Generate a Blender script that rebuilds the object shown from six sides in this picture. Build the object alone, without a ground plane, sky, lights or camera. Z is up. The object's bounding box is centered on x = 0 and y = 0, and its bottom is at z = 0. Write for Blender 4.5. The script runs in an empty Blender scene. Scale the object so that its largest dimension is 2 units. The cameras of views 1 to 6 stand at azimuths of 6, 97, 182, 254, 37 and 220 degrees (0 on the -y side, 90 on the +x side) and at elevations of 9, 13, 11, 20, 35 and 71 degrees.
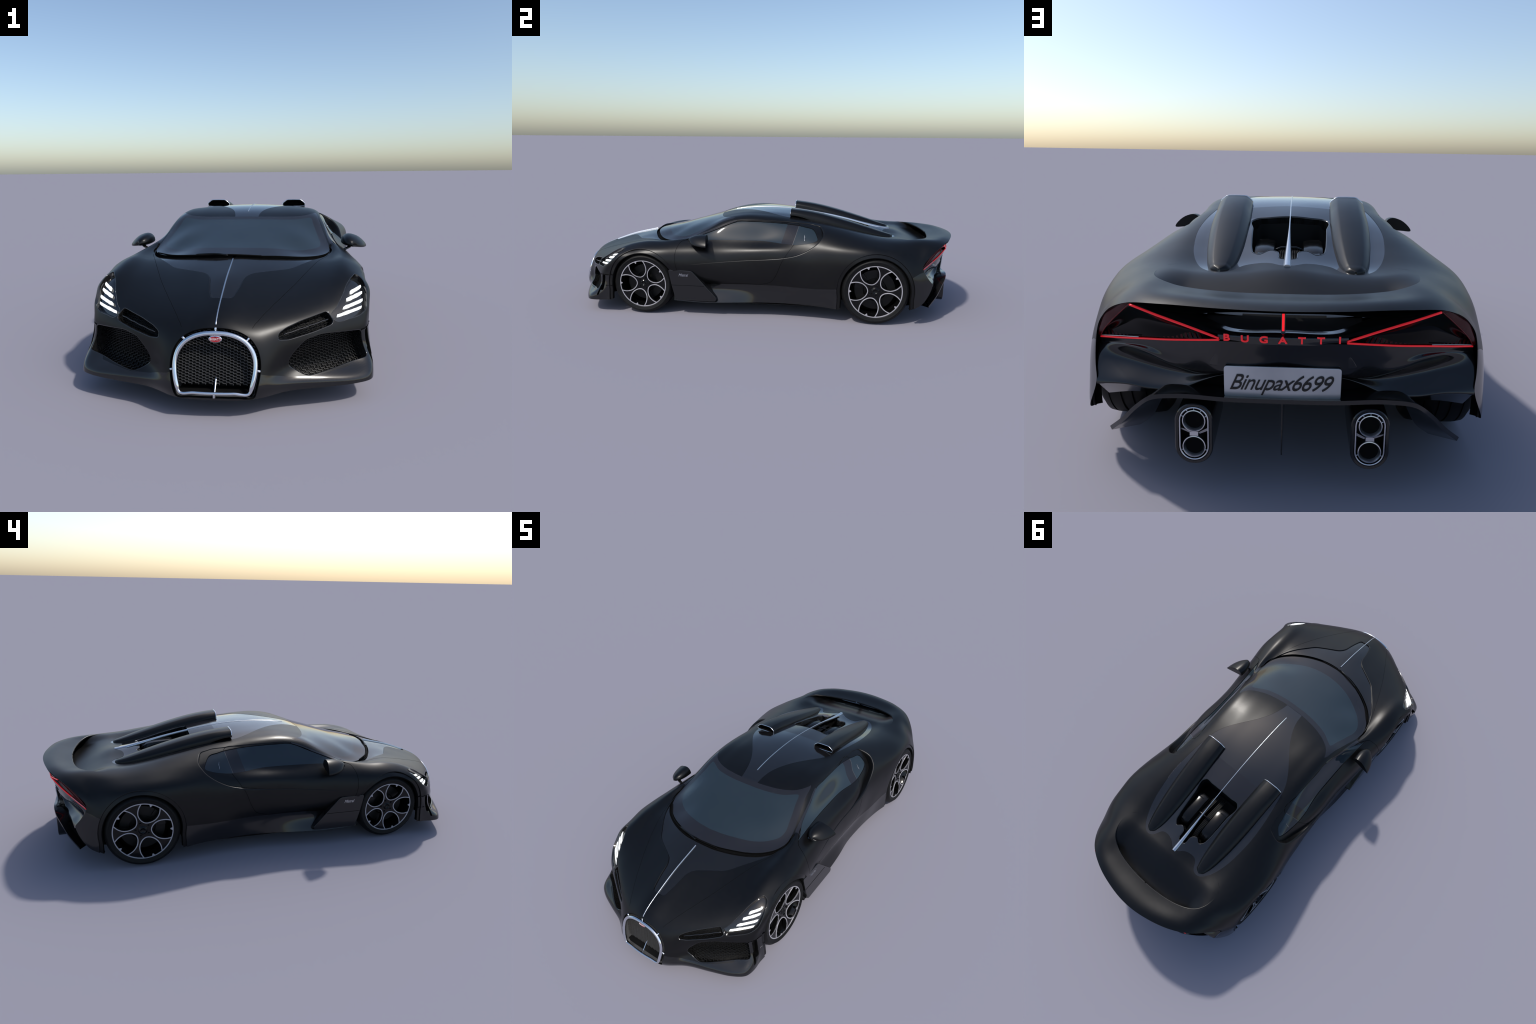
import bpy, math, random
import numpy as np
random.seed(7)
np.random.seed(7)

# ------------------------------------------------------------------ helpers
def pchip(tk, P, t, closed=False):
    """shape-preserving cubic through keys (tk, P[k,dim]) evaluated at t"""
    tk = np.asarray(tk, float); P = np.asarray(P, float)
    if P.ndim == 1: P = P[:, None]
    h = np.diff(tk)[:, None]; d = np.diff(P, axis=0) / h
    m = np.zeros_like(P)
    m[0], m[-1] = d[0], d[-1]
    w1 = 2 * h[1:] + h[:-1]; w2 = h[1:] + 2 * h[:-1]
    # blend of harmonic (shape preserving) and parabolic slopes
    par = (d[:-1] * h[1:] + d[1:] * h[:-1]) / (h[1:] + h[:-1])
    m[1:-1] = par
    i = np.clip(np.searchsorted(tk, t, side='right') - 1, 0, len(tk) - 2)
    u = ((t - tk[i]) / (tk[i + 1] - tk[i]))[:, None]; hh = h[i]
    return ((2*u**3-3*u**2+1)*P[i] + (u**3-2*u**2+u)*hh*m[i]
            + (-2*u**3+3*u**2)*P[i+1] + (u**3-u**2)*hh*m[i+1])

def chord(P):
    P = np.asarray(P, float)
    return np.r_[0, np.cumsum(np.linalg.norm(np.diff(P, axis=0), axis=1))]

def curve(P, n):
    P = np.asarray(P, float); t = chord(P) ** 1.0
    return pchip(t, P, np.linspace(0, t[-1], n))

def closed_curve(P, n=160):
    P = np.asarray(P, float); Q = np.vstack([P[-2:], P, P[:3]])
    t = chord(Q); return pchip(t, Q, np.linspace(t[2], t[2 + len(P)], n, endpoint=False))

def rounded_poly(P, r, n=5):
    """polygon with rounded corners"""
    P = np.asarray(P, float); out = []
    for i in range(len(P)):
        a, b, c = P[i - 1], P[i], P[(i + 1) % len(P)]
        la, lc = np.linalg.norm(a - b), np.linalg.norm(c - b)
        rr = min(r, la * .45, lc * .45)
        p0 = b + (a - b) / la * rr; p2 = b + (c - b) / lc * rr
        for k in range(n + 1):
            t = k / n
            out.append((1-t)**2 * p0 + 2*t*(1-t) * b + t*t * p2)
    return np.array(out)

def sdf(Q, P):
    """signed distance (negative inside) of 2D points Q to closed polygon P"""
    out = np.full(len(Q), .5); lo, hi = P.min(0) - .06, P.max(0) + .06
    near = ((Q > lo) & (Q < hi)).all(1)
    if not near.all():
        if near.any(): out[near] = sdf(Q[near], P)
        return out
    A = P; B = np.roll(P, -1, axis=0); d2 = np.full(len(Q), 1e9); ins = np.zeros(len(Q), bool)
    for a, b in zip(A, B):
        ab = b - a; L = ab @ ab
        if L < 1e-14: continue
        t = np.clip(((Q - a) @ ab) / L, 0, 1)
        dd = ((Q - a - t[:, None] * ab) ** 2).sum(1)
        d2 = np.minimum(d2, dd)
        c = (a[1] > Q[:, 1]) != (b[1] > Q[:, 1])
        if b[1] != a[1]:
            ins ^= c & (Q[:, 0] < (b[0]-a[0]) * (Q[:, 1]-a[1]) / (b[1]-a[1]) + a[0])
    d = np.sqrt(d2); return np.where(ins, -d, d)

def sstep(a, b, x):
    t = np.clip((x - a) / (b - a), 0, 1); return t * t * (3 - 2 * t)

class Mesh:
    def __init__(s, V, N, F):
        s.V = np.asarray(V, float); s.N = np.asarray(N, float) if N is not None else None; s.F = F

def grid_faces(nu, nv, closed=False):
    F = []
    for i in range(nu - 1):
        for j in range(nv if closed else nv - 1):
            k = (j + 1) % nv
            F.append((i*nv+j, (i+1)*nv+j, (i+1)*nv+k, i*nv+k))
    return F

def vnormals(V, F):
    N = np.zeros_like(V)
    by = {}
    for f in F: by.setdefault(len(f), []).append(f)
    for k, fs in by.items():
        A = np.array(fs); n = np.zeros((len(A), 3))
        for i in range(1, k - 1):
            n += np.cross(V[A[:, i]] - V[A[:, 0]], V[A[:, i+1]] - V[A[:, 0]])
        for i in range(k): np.add.at(N, A[:, i], n)
    return N / np.maximum(np.linalg.norm(N, axis=1), 1e-12)[:, None]

def cut(m, fn):
    """split the faces of m along the zero line of fn(V)"""
    v = fn(m.V).copy()
    sg = np.sign(v)
    E = set()
    for f in m.F:
        k = len(f)
        for i in range(k):
            a, b = f[i], f[(i+1) % k]
            if sg[a] * sg[b] < 0: E.add((a, b) if a < b else (b, a))
    # snap vertices that lie very near to the line
    for a, b in E:
        if v[a] * v[b] >= 0: continue
        t = v[a] / (v[a] - v[b])
        if t < .12:
            m.V[a] += t * (m.V[b] - m.V[a]); v[a] = 0
        elif t > .88:
            m.V[b] += (1 - t) * (m.V[a] - m.V[b]); v[b] = 0
    sg = np.sign(v); new = {}; VV = [m.V]; NN = [m.N]; n = len(m.V); add = []; addn = []
    for a, b in E:
        if v[a] * v[b] < 0:
            t = v[a] / (v[a] - v[b])
            new[(a, b)] = n + len(add)
            add.append(m.V[a] + t * (m.V[b] - m.V[a])); nn = m.N[a] * (1-t) + m.N[b] * t
            addn.append(nn / np.linalg.norm(nn))
    out = []
    for f in m.F:
        s = [sg[i] for i in f]
        if min(s) >= 0 or max(s) <= 0: out.append(f); continue
        pos, neg = [], []; k = len(f)
        for i in range(k):
            a, b = f[i], f[(i+1) % k]
            if sg[a] >= 0: pos.append(a)
            if sg[a] <= 0: neg.append(a)
            if sg[a] * sg[b] < 0:
                e = new[(a, b) if a < b else (b, a)]; pos.append(e); neg.append(e)
        if len(pos) > 2: out.append(tuple(pos))
        if len(neg) > 2: out.append(tuple(neg))
    if add:
        m.V = np.vstack([m.V, add]); m.N = np.vstack([m.N, addn])
    m.F = out

def centroids(m):
    return np.array([m.V[list(f)].mean(0) for f in m.F])

def sub(m, mask):
    F = [f for f, k in zip(m.F, mask) if k]
    idx = {}
    for f in F:
        for i in f: idx.setdefault(i, len(idx))
    o = np.array(list(idx.keys()), int)
    r = Mesh(m.V[o].copy(), m.N[o].copy(), [tuple(idx[i] for i in f) for f in F]); return r

def border(m):
    """directed border edges of m"""
    c = {}
    for f in m.F:
        k = len(f)
        for i in range(k):
            a, b = f[i], f[(i+1) % k]; key = (a, b) if a < b else (b, a)
            c[key] = None if key in c else (a, b)
    return [e for e in c.values() if e is not None]

def rim(m, depth, r=.004, keep=None, seg=4, outward=False):
    """rounded wall that drops from the border of m along -normal by depth;
    the wall turns into m (a hole's edge, outward=False) or away from m's inside"""
    B = [e for e in border(m) if keep is None or keep(m.V[e[0]]) and keep(m.V[e[1]])]
    tin = {}
    for a, b in B:
        d = m.V[b] - m.V[a]; n = m.N[a] + m.N[b]
        t = np.cross(n, d); t /= max(np.linalg.norm(t), 1e-12)
        for i in (a, b): tin[i] = tin.get(i, 0) + t
    ids = {}; V = []; N = []
    s = -1 if outward else 1
    for i, t in tin.items():
        t = t / max(np.linalg.norm(t), 1e-9); n = m.N[i]; p = m.V[i]; d = depth(p) if callable(depth) else depth
        rr = min(r, max(d, 1e-4)); ids[i] = len(V)
        for k in range(seg + 1):
            a = math.pi / 2 * k / seg
            V.append(p + s * t * rr * math.sin(a) - n * rr * (1 - math.cos(a)))
            N.append(n * math.cos(a) + s * t * math.sin(a))
        V.append(p + s * t * rr - n * max(d, rr)); N.append(s * t)
    F = []
    for a, b in B:
        A, C = ids[a], ids[b]
        for k in range(seg + 1):
            q = (A+k, A+k+1, C+k+1, C+k)
            F.append(q[::-1] if not outward else q)
    # outward walls of an open panel face away from the panel
    return Mesh(np.array(V), np.array(N), F) if V else None

def join(*ms):
    ms = [m for m in ms if m is not None and len(m.F)]
    V, N, F, o = [], [], [], 0
    for m in ms:
        V.append(m.V); N.append(m.N if m.N is not None else vnormals(m.V, m.F))
        F += [tuple(i + o for i in f) for f in m.F]; o += len(m.V)
    return Mesh(np.vstack(V), np.vstack(N), F)

def mirrored(m):
    k = np.array([-1, 1, 1.])
    return Mesh(m.V * k, m.N * k if m.N is not None else None, [f[::-1] for f in m.F])

def both(m):
    return join(m, mirrored(m))

COL = bpy.context.scene.collection
def put(name, m, mat, parent, flat=False, auto=None):
    me = bpy.data.meshes.new(name)
    me.from_pydata([tuple(p) for p in m.V], [], [tuple(int(i) for i in f) for f in m.F])
    me.materials.append(mat)
    me.update()
    if not flat:
        me.polygons.foreach_set('use_smooth', [True] * len(me.polygons))
        if auto is not None:
            me.set_sharp_from_angle(angle=math.radians(auto))
        elif m.N is not None:
            me.normals_split_custom_set_from_vertices([tuple(n) for n in m.N])
    o = bpy.data.objects.new(name, me); COL.objects.link(o)
    if parent: o.parent = parent
    return o

def pair(name, m, mat, parent, **k):
    a = put(name, m, mat, parent, **k); b = put(name, mirrored(m), mat, parent, **k); return a, b

def loft(rows, closed=False, cap=False):
    R = np.array(rows, float); nu, nv = R.shape[:2]
    V = R.reshape(-1, 3); F = grid_faces(nu, nv, closed)
    if cap:
        F.append(tuple(range(nv))); F.append(tuple(range((nu-1)*nv, nu*nv))[::-1])
    return Mesh(V, None, F)

def fix(m):
    m.N = vnormals(m.V, m.F); return m

def tube(P, r, n=8, closed=False, flat=1.0, up=None):
    """round (or flattened) rod along points P"""
    P = np.asarray(P, float); k = len(P); rows = []
    T = np.gradient(P, axis=0) if not closed else np.roll(P, -1, 0) - np.roll(P, 1, 0)
    T /= np.linalg.norm(T, axis=1)[:, None]
    up = np.array([0, 0, 1.]) if up is None else np.asarray(up, float)
    rr = r if np.ndim(r) else [r] * k
    for p, t, q in zip(P, T, rr):
        a = np.cross(t, up); a /= max(np.linalg.norm(a), 1e-9); b = np.cross(a, t)
        rows.append([p + q * (a * math.cos(x) + flat * b * math.sin(x)) for x in np.linspace(0, 2*math.pi, n, endpoint=False)])
    if closed: rows.append(rows[0])
    m = loft(rows, True, not closed); return fix(m)

def box(c, s, rot=None):
    c = np.array(c, float); s = np.array(s, float) / 2
    V = np.array([[x, y, z] for x in (-1, 1) for y in (-1, 1) for z in (-1, 1)]) * s
    if rot is not None: V = V @ np.array(rot).T
    F = [(0,1,3,2), (4,6,7,5), (0,4,5,1), (2,3,7,6), (0,2,6,4), (1,5,7,3)]
    return Mesh(V + c, None, F)

def slab(poly3, off):
    """closed plate: polygon poly3 and its copy shifted by off"""
    P = np.asarray(poly3, float); n = len(P)
    V = np.vstack([P, P + np.asarray(off)]); F = [tuple(range(n))[::-1], tuple(range(n, 2*n))]
    F += [(i, (i+1) % n, n + (i+1) % n, n + i) for i in range(n)]
    return Mesh(V, None, F)

def revolve(prof, n=96, axis=0):
    """lathe profile [(axial, radius)] round the x axis"""
    rows = []
    for t in np.linspace(0, 2*math.pi, n, endpoint=False):
        rows.append([(a, r*math.cos(t), r*math.sin(t)) for a, r in prof])
    rows.append(rows[0]); m = loft(rows); return fix(m)

def bevel(o, w, seg=2, ang=30):
    b = o.modifiers.new('bevel', 'BEVEL'); b.width = w; b.segments = seg; b.limit_method = 'ANGLE'; b.angle_limit = math.radians(ang)

# ------------------------------------------------------------------ materials
def mat(name, col, rough, metal=0., coat=0., emit=None, spec=.5, extra=None, coat_rough=.03):
    m = bpy.data.materials.new(name); m.use_nodes = True
    nt = m.node_tree; p = nt.nodes['Principled BSDF']
    p.inputs['Base Color'].default_value = (*col, 1); p.inputs['Roughness'].default_value = rough
    p.inputs['Metallic'].default_value = metal; p.inputs['Coat Weight'].default_value = coat
    p.inputs['Coat Roughness'].default_value = coat_rough
    p.inputs['Specular IOR Level'].default_value = spec
    if emit:
        p.inputs['Emission Color'].default_value = (*emit[0], 1); p.inputs['Emission Strength'].default_value = emit[1]
    if extra: extra(nt, p)
    return m

def grain(scale, c0, c1, r0=None, r1=None, bump=0., bscale=None):
    """fine noise in colour and roughness on object coordinates"""
    def fn(nt, p):
        tc = nt.nodes.new('ShaderNodeTexCoord'); no = nt.nodes.new('ShaderNodeTexNoise')
        no.inputs['Scale'].default_value = scale; no.inputs['Detail'].default_value = 4
        nt.links.new(tc.outputs['Object'], no.inputs['Vector'])
        cr = nt.nodes.new('ShaderNodeValToRGB'); cr.color_ramp.elements[0].color = (*c0, 1); cr.color_ramp.elements[1].color = (*c1, 1)
        cr.color_ramp.elements[0].position = .35; cr.color_ramp.elements[1].position = .65
        nt.links.new(no.outputs['Fac'], cr.inputs['Fac']); nt.links.new(cr.outputs['Color'], p.inputs['Base Color'])
        if r0 is not None:
            mr = nt.nodes.new('ShaderNodeMapRange'); mr.inputs['To Min'].default_value = r0; mr.inputs['To Max'].default_value = r1
            nt.links.new(no.outputs['Fac'], mr.inputs['Value']); nt.links.new(mr.outputs['Result'], p.inputs['Roughness'])
        if bump:
            n2 = nt.nodes.new('ShaderNodeTexNoise'); n2.inputs['Scale'].default_value = bscale or scale * 4
            nt.links.new(tc.outputs['Object'], n2.inputs['Vector'])
            b = nt.nodes.new('ShaderNodeBump'); b.inputs['Strength'].default_value = bump; b.inputs['Distance'].default_value = .0005
            nt.links.new(n2.outputs['Fac'], b.inputs['Height']); nt.links.new(b.outputs['Normal'], p.inputs['Normal'])
    return fn

def weave(c0, c1, pitch=.0026):
    """twill carbon weave: two crossed diagonal waves"""
    def fn(nt, p):
        tc = nt.nodes.new('ShaderNodeTexCoord'); outs = []
        for rot in ((.0, .7, .785), (.7, .0, -.785)):
            mp = nt.nodes.new('ShaderNodeMapping'); mp.inputs['Rotation'].default_value = rot
            nt.links.new(tc.outputs['Object'], mp.inputs['Vector'])
            w = nt.nodes.new('ShaderNodeTexWave'); w.inputs['Scale'].default_value = .314 / pitch; w.inputs['Distortion'].default_value = .15
            nt.links.new(mp.outputs['Vector'], w.inputs['Vector']); outs.append(w.outputs['Fac'])
        mu = nt.nodes.new('ShaderNodeMath'); mu.operation = 'MULTIPLY'
        nt.links.new(outs[0], mu.inputs[0]); nt.links.new(outs[1], mu.inputs[1])
        cr = nt.nodes.new('ShaderNodeValToRGB'); cr.color_ramp.elements[0].color = (*c0, 1); cr.color_ramp.elements[1].color = (*c1, 1)
        cr.color_ramp.elements[0].position = .1; cr.color_ramp.elements[1].position = .7
        nt.links.new(mu.outputs[0], cr.inputs['Fac']); nt.links.new(cr.outputs['Color'], p.inputs['Base Color'])
    return fn

g = lambda v: (v, v, v)
PAINT = mat('satin_black_paint', g(.0025), .34, spec=.32, extra=grain(60, (.0022,.0022,.0024), (.0028,.0028,.003), .32, .36))
GLOSS = mat('gloss_black', g(.008), .06, coat=.5)
ROOF = mat('roof_gloss_carbon', g(.016), .10, coat=.6, extra=weave((.006,.006,.007), (.012,.012,.013)))
CARBON = mat('carbon_weave', g(.02), .16, coat=.3, coat_rough=.05, spec=.4, extra=weave((.006,.006,.0065), (.012,.012,.013)))
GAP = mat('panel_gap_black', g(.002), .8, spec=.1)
DARK = mat('dark_cavity', g(.004), .6, spec=.2)
GLASS = mat('tinted_glass', (.018,.028,.036), .04, spec=.5, extra=grain(5, (.017,.027,.035), (.019,.029,.037)))
FRIT = mat('glass_border', (.014,.014,.017), .07)
CHROME = mat('polished_metal', (.75,.77,.80), .12, metal=1.)
SATIN = mat('brushed_metal', (.62,.64,.67), .28, metal=1.)
STEEL = mat('dull_steel', (.30,.31,.33), .35, metal=1.)
LINE = mat('machined_rim_line', (.40,.39,.41), .32, metal=.25)
RUBBER = mat('tyre_rubber', g(.004), .55, spec=.22, extra=grain(120, g(.0035), g(.006), .5, .62, .3, 600))
RIMB = mat('rim_gloss_black', g(.003), .16, spec=.3)
DISC = mat('brake_disc', g(.010), .4, metal=.3, spec=.3)
CALIPER = mat('caliper_black', g(.006), .3, spec=.3)
MESHM = mat('grille_mesh_black', g(.007), .45, spec=.25)
WHITE = mat('lamp_white', (.9,.92,.92), .3, emit=((.95,.98,1.), 1.0))
RED = mat('tail_light_red', (.5,.01,.015), .25, emit=((.75,.02,.03), .38))
REDB = mat('centre_light_red', (.6,.01,.012), .25, emit=((1.,.01,.02), .85))
REDD = mat('tail_lens_red', (.045,.0008,.0012), .25, spec=.12)
REDD2 = mat('tail_edge_red', (.14,.006,.009), .3, spec=.2)
PLATE = mat('plate_metal', (.50,.52,.55), .38, metal=.7, extra=grain(6, (.42,.44,.47), (.60,.62,.65)))
INK = mat('black_ink', g(.004), .5)
BADGE = mat('badge_red', (.42,.01,.015), .3, coat=.5)
LAMPB = mat('tail_lamp_recess_black', g(.002), .12, spec=.12)  # black panel, darkened further to paint in the shade of its deep recess
LETTER = mat('badge_white', (.75,.75,.75), .35)

# ------------------------------------------------------------------ root
car = bpy.data.objects.new('sports_car', None); COL.objects.link(car)
car['label'] = 'low satin black hypercar with horseshoe chrome grille and twin roof scoops'
car['category'] = 'sports car'

# ------------------------------------------------------------------ body skin: control net of rails
# ten rails run from the front lip to the tail, from the centre line (first) down to the sill (last);
# a key is (station along the car, x, y, z)
RAILS = {}
# centre_line: from lip over grille, hood, windscreen, roof, deck to wing tip
RAILS['centre_line'] = [(-1.08, 0, -0.984, 0.052), (-1.05, 0, -0.994, 0.07), (-1.01, 0, -0.985, 0.105), (-0.92, 0, -0.96, 0.203), (-0.88, 0, -0.945, 0.244), (-0.84, 0, -0.905, 0.269), (-0.78, 0, -0.848, 0.293), (-0.7, 0, -0.745, 0.331), (-0.63, 0, -0.65, 0.354), (-0.55, 0, -0.565, 0.373), (-0.45, 0, -0.45, 0.399), (-0.35, 0, -0.35, 0.427), (-0.25, 0, -0.25, 0.455), (-0.15, 0, -0.15, 0.484), (0.05, 0, 0.05, 0.5005), (0.35, 0, 0.35, 0.4698), (0.55, 0, 0.55, 0.424), (0.65, 0, 0.65, 0.403), (0.74, 0, 0.75, 0.39), (0.89, 0, 0.91, 0.386), (0.95, 0, 0.972, 0.395), (1, 0, 1, 0.387)]
# hood_ridge: beside the grille and the raised hood panel
RAILS['hood_ridge'] = [(-1.08, 0.105, -0.976, 0.054), (-1.05, 0.112, -0.984, 0.072), (-1.01, 0.122, -0.97, 0.11), (-0.97, 0.124, -0.96, 0.145), (-0.92, 0.108, -0.948, 0.196), (-0.88, 0.1, -0.932, 0.227), (-0.84, 0.1, -0.896, 0.252), (-0.78, 0.102, -0.842, 0.278), (-0.63, 0.11, -0.648, 0.345), (-0.55, 0.115, -0.562, 0.365), (-0.45, 0.118, -0.45, 0.392), (-0.25, 0.117, -0.25, 0.4505), (-0.15, 0.114, -0.15, 0.481), (0.05, 0.1121, 0.05, 0.4975), (0.45, 0.112, 0.45, 0.438), (0.65, 0.112, 0.65, 0.389), (0.74, 0.112, 0.75, 0.386), (0.89, 0.113, 0.904, 0.386), (0.95, 0.114, 0.961, 0.395), (1, 0.115, 0.987, 0.386)]
# roof_mid: over slit, windscreen and scoops
RAILS['roof_mid'] = [(-1.08, 0.195, -0.926, 0.06), (-1.05, 0.205, -0.934, 0.078), (-1.01, 0.192, -0.904, 0.112), (-0.97, 0.19, -0.908, 0.15), (-0.88, 0.1977, -0.8839, 0.2281), (-0.84, 0.1994, -0.8597, 0.2476), (-0.78, 0.202, -0.812, 0.273), (-0.63, 0.212, -0.64, 0.333), (-0.55, 0.217, -0.56, 0.351), (-0.45, 0.222, -0.45, 0.365), (-0.35, 0.222, -0.35, 0.403), (-0.25, 0.216, -0.25, 0.4355), (-0.15, 0.206, -0.15, 0.474), (-0.05, 0.2014, -0.05, 0.4911), (0.05, 0.2011, 0.05, 0.4903), (0.35, 0.202, 0.35, 0.453), (0.55, 0.202, 0.55, 0.4038), (0.65, 0.202, 0.65, 0.3858), (0.74, 0.203, 0.748, 0.386), (0.89, 0.212, 0.882, 0.388), (0.95, 0.22, 0.932, 0.392), (1, 0.224, 0.955, 0.382)]
# roof_rail: headlamp, A-pillar, roof edge, wing shoulder
RAILS['roof_rail'] = [(-1.08, 0.292, -0.893, 0.06), (-1.05, 0.3, -0.9, 0.076), (-1.01, 0.285, -0.858, 0.11), (-0.97, 0.2813, -0.853, 0.1491), (-0.92, 0.287, -0.849, 0.196), (-0.88, 0.29, -0.83, 0.229), (-0.78, 0.3, -0.769, 0.277), (-0.7, 0.3042, -0.6991, 0.3109), (-0.63, 0.304, -0.628, 0.334), (-0.55, 0.305, -0.555, 0.349), (-0.45, 0.307, -0.45, 0.352), (-0.35, 0.316, -0.35, 0.365), (-0.25, 0.3025, -0.25, 0.4085), (-0.15, 0.29, -0.15, 0.455), (0.05, 0.286, 0.05, 0.468), (0.15, 0.2841, 0.15, 0.4604), (0.25, 0.2887, 0.25, 0.4542), (0.45, 0.2919, 0.4496, 0.4283), (0.65, 0.287, 0.65, 0.3954), (0.74, 0.284, 0.742, 0.392), (0.89, 0.292, 0.848, 0.388), (0.95, 0.304, 0.886, 0.378), (1, 0.308, 0.909, 0.368)]
# belt_line: fender crest, base of the side glass, rear shoulder
RAILS['belt_line'] = [(-1.08, 0.38, -0.859, 0.06), (-1.05, 0.388, -0.861, 0.075), (-1.01, 0.366, -0.81, 0.108), (-0.97, 0.362, -0.8, 0.15), (-0.92, 0.372, -0.792, 0.196), (-0.88, 0.375, -0.7754, 0.2296), (-0.84, 0.3807, -0.7551, 0.2537), (-0.78, 0.3834, -0.721, 0.283), (-0.7, 0.383, -0.676, 0.316), (-0.63, 0.3732, -0.615, 0.34), (-0.55, 0.372, -0.55, 0.353), (-0.45, 0.3678, -0.45, 0.358), (-0.35, 0.3546, -0.35, 0.369), (-0.05, 0.345, -0.05, 0.375), (0.05, 0.346, 0.05, 0.375), (0.25, 0.3616, 0.25, 0.3972), (0.45, 0.3768, 0.45, 0.3932), (0.55, 0.3781, 0.5519, 0.3866), (0.65, 0.37, 0.65, 0.377), (0.74, 0.3592, 0.73, 0.3724), (0.82, 0.3498, 0.78, 0.3656), (0.89, 0.3537, 0.8118, 0.3545), (0.95, 0.366, 0.836, 0.341), (1, 0.369, 0.849, 0.327)]
# upper_flank: fender side, upper door, rear haunch
RAILS['upper_flank'] = [(-1.08, 0.424, -0.827, 0.061), (-1.05, 0.427, -0.824, 0.077), (-1.01, 0.416, -0.791, 0.108), (-0.97, 0.404, -0.768, 0.15), (-0.92, 0.411, -0.76, 0.193), (-0.88, 0.4118, -0.7463, 0.2182), (-0.84, 0.4207, -0.7299, 0.24), (-0.78, 0.424, -0.703, 0.262), (-0.7, 0.43, -0.665, 0.289), (-0.63, 0.425, -0.61, 0.306), (-0.55, 0.427, -0.55, 0.318), (-0.45, 0.424, -0.45, 0.322), (-0.35, 0.413, -0.35, 0.322), (-0.25, 0.4041, -0.25, 0.3238), (-0.15, 0.3943, -0.15, 0.3233), (0.15, 0.3977, 0.15, 0.3436), (0.25, 0.3952, 0.25, 0.3442), (0.35, 0.409, 0.35, 0.3478), (0.55, 0.433, 0.55, 0.349), (0.65, 0.426, 0.65, 0.34), (0.74, 0.4151, 0.72, 0.329), (0.82, 0.4029, 0.762, 0.318), (0.95, 0.401, 0.806, 0.288), (1, 0.4, 0.812, 0.277)]
# side_crease: widest crease of the flank
RAILS['side_crease'] = [(-1.08, 0.433, -0.79, 0.062), (-1.05, 0.434, -0.785, 0.08), (-1.01, 0.43, -0.761, 0.11), (-0.97, 0.421, -0.745, 0.148), (-0.92, 0.42, -0.735, 0.186), (-0.88, 0.4199, -0.7246, 0.2067), (-0.84, 0.4245, -0.712, 0.2197), (-0.78, 0.428, -0.69, 0.235), (-0.7, 0.435, -0.655, 0.255), (-0.63, 0.441, -0.606, 0.265), (-0.55, 0.444, -0.55, 0.27), (-0.45, 0.44, -0.45, 0.27), (-0.35, 0.43, -0.35, 0.258), (-0.25, 0.419, -0.25, 0.263), (-0.05, 0.4038, -0.05, 0.2781), (0.15, 0.4116, 0.15, 0.2932), (0.25, 0.411, 0.25, 0.297), (0.55, 0.446, 0.55, 0.293), (0.65, 0.443, 0.65, 0.284), (0.74, 0.435, 0.718, 0.274), (0.82, 0.426, 0.762, 0.264), (0.95, 0.401, 0.828, 0.238), (1, 0.393, 0.845, 0.222)]
# lower_flank: below the crease
RAILS['lower_flank'] = [(-1.08, 0.431, -0.75, 0.063), (-1.05, 0.431, -0.748, 0.082), (-1.01, 0.43, -0.735, 0.108), (-0.97, 0.428, -0.725, 0.138), (-0.88, 0.4267, -0.7061, 0.1793), (-0.84, 0.431, -0.698, 0.19), (-0.78, 0.434, -0.685, 0.2), (-0.7, 0.44, -0.65, 0.21), (-0.63, 0.445, -0.602, 0.215), (-0.55, 0.447, -0.55, 0.215), (-0.45, 0.424, -0.45, 0.205), (-0.35, 0.4157, -0.35, 0.1958), (-0.15, 0.4077, -0.15, 0.1909), (-0.05, 0.404, -0.05, 0.195), (0.15, 0.409, 0.15, 0.205), (0.25, 0.4137, 0.25, 0.2153), (0.55, 0.444, 0.55, 0.23), (0.65, 0.445, 0.65, 0.225), (0.74, 0.441, 0.718, 0.215), (0.89, 0.424, 0.8, 0.195), (0.95, 0.405, 0.838, 0.18), (1, 0.384, 0.866, 0.186)]
# sill_shelf: top of the sill, rear bumper corner
RAILS['sill_shelf'] = [(-1.08, 0.433, -0.725, 0.064), (-1.01, 0.432, -0.715, 0.095), (-0.97, 0.431, -0.708, 0.115), (-0.88, 0.4299, -0.6957, 0.1432), (-0.78, 0.4346, -0.68, 0.155), (-0.7, 0.438, -0.648, 0.16), (-0.63, 0.4408, -0.6, 0.16), (-0.55, 0.442, -0.55, 0.16), (-0.45, 0.415, -0.45, 0.145), (-0.35, 0.395, -0.35, 0.135), (-0.25, 0.384, -0.25, 0.14), (-0.05, 0.3878, -0.05, 0.1465), (0.15, 0.397, 0.15, 0.153), (0.25, 0.4114, 0.25, 0.1578), (0.35, 0.419, 0.35, 0.16), (0.45, 0.4324, 0.4513, 0.161), (0.55, 0.44, 0.55, 0.16), (0.74, 0.441, 0.72, 0.15), (0.82, 0.437, 0.755, 0.14), (0.89, 0.431, 0.788, 0.13), (0.95, 0.424, 0.815, 0.12), (1, 0.418, 0.825, 0.115)]
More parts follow.
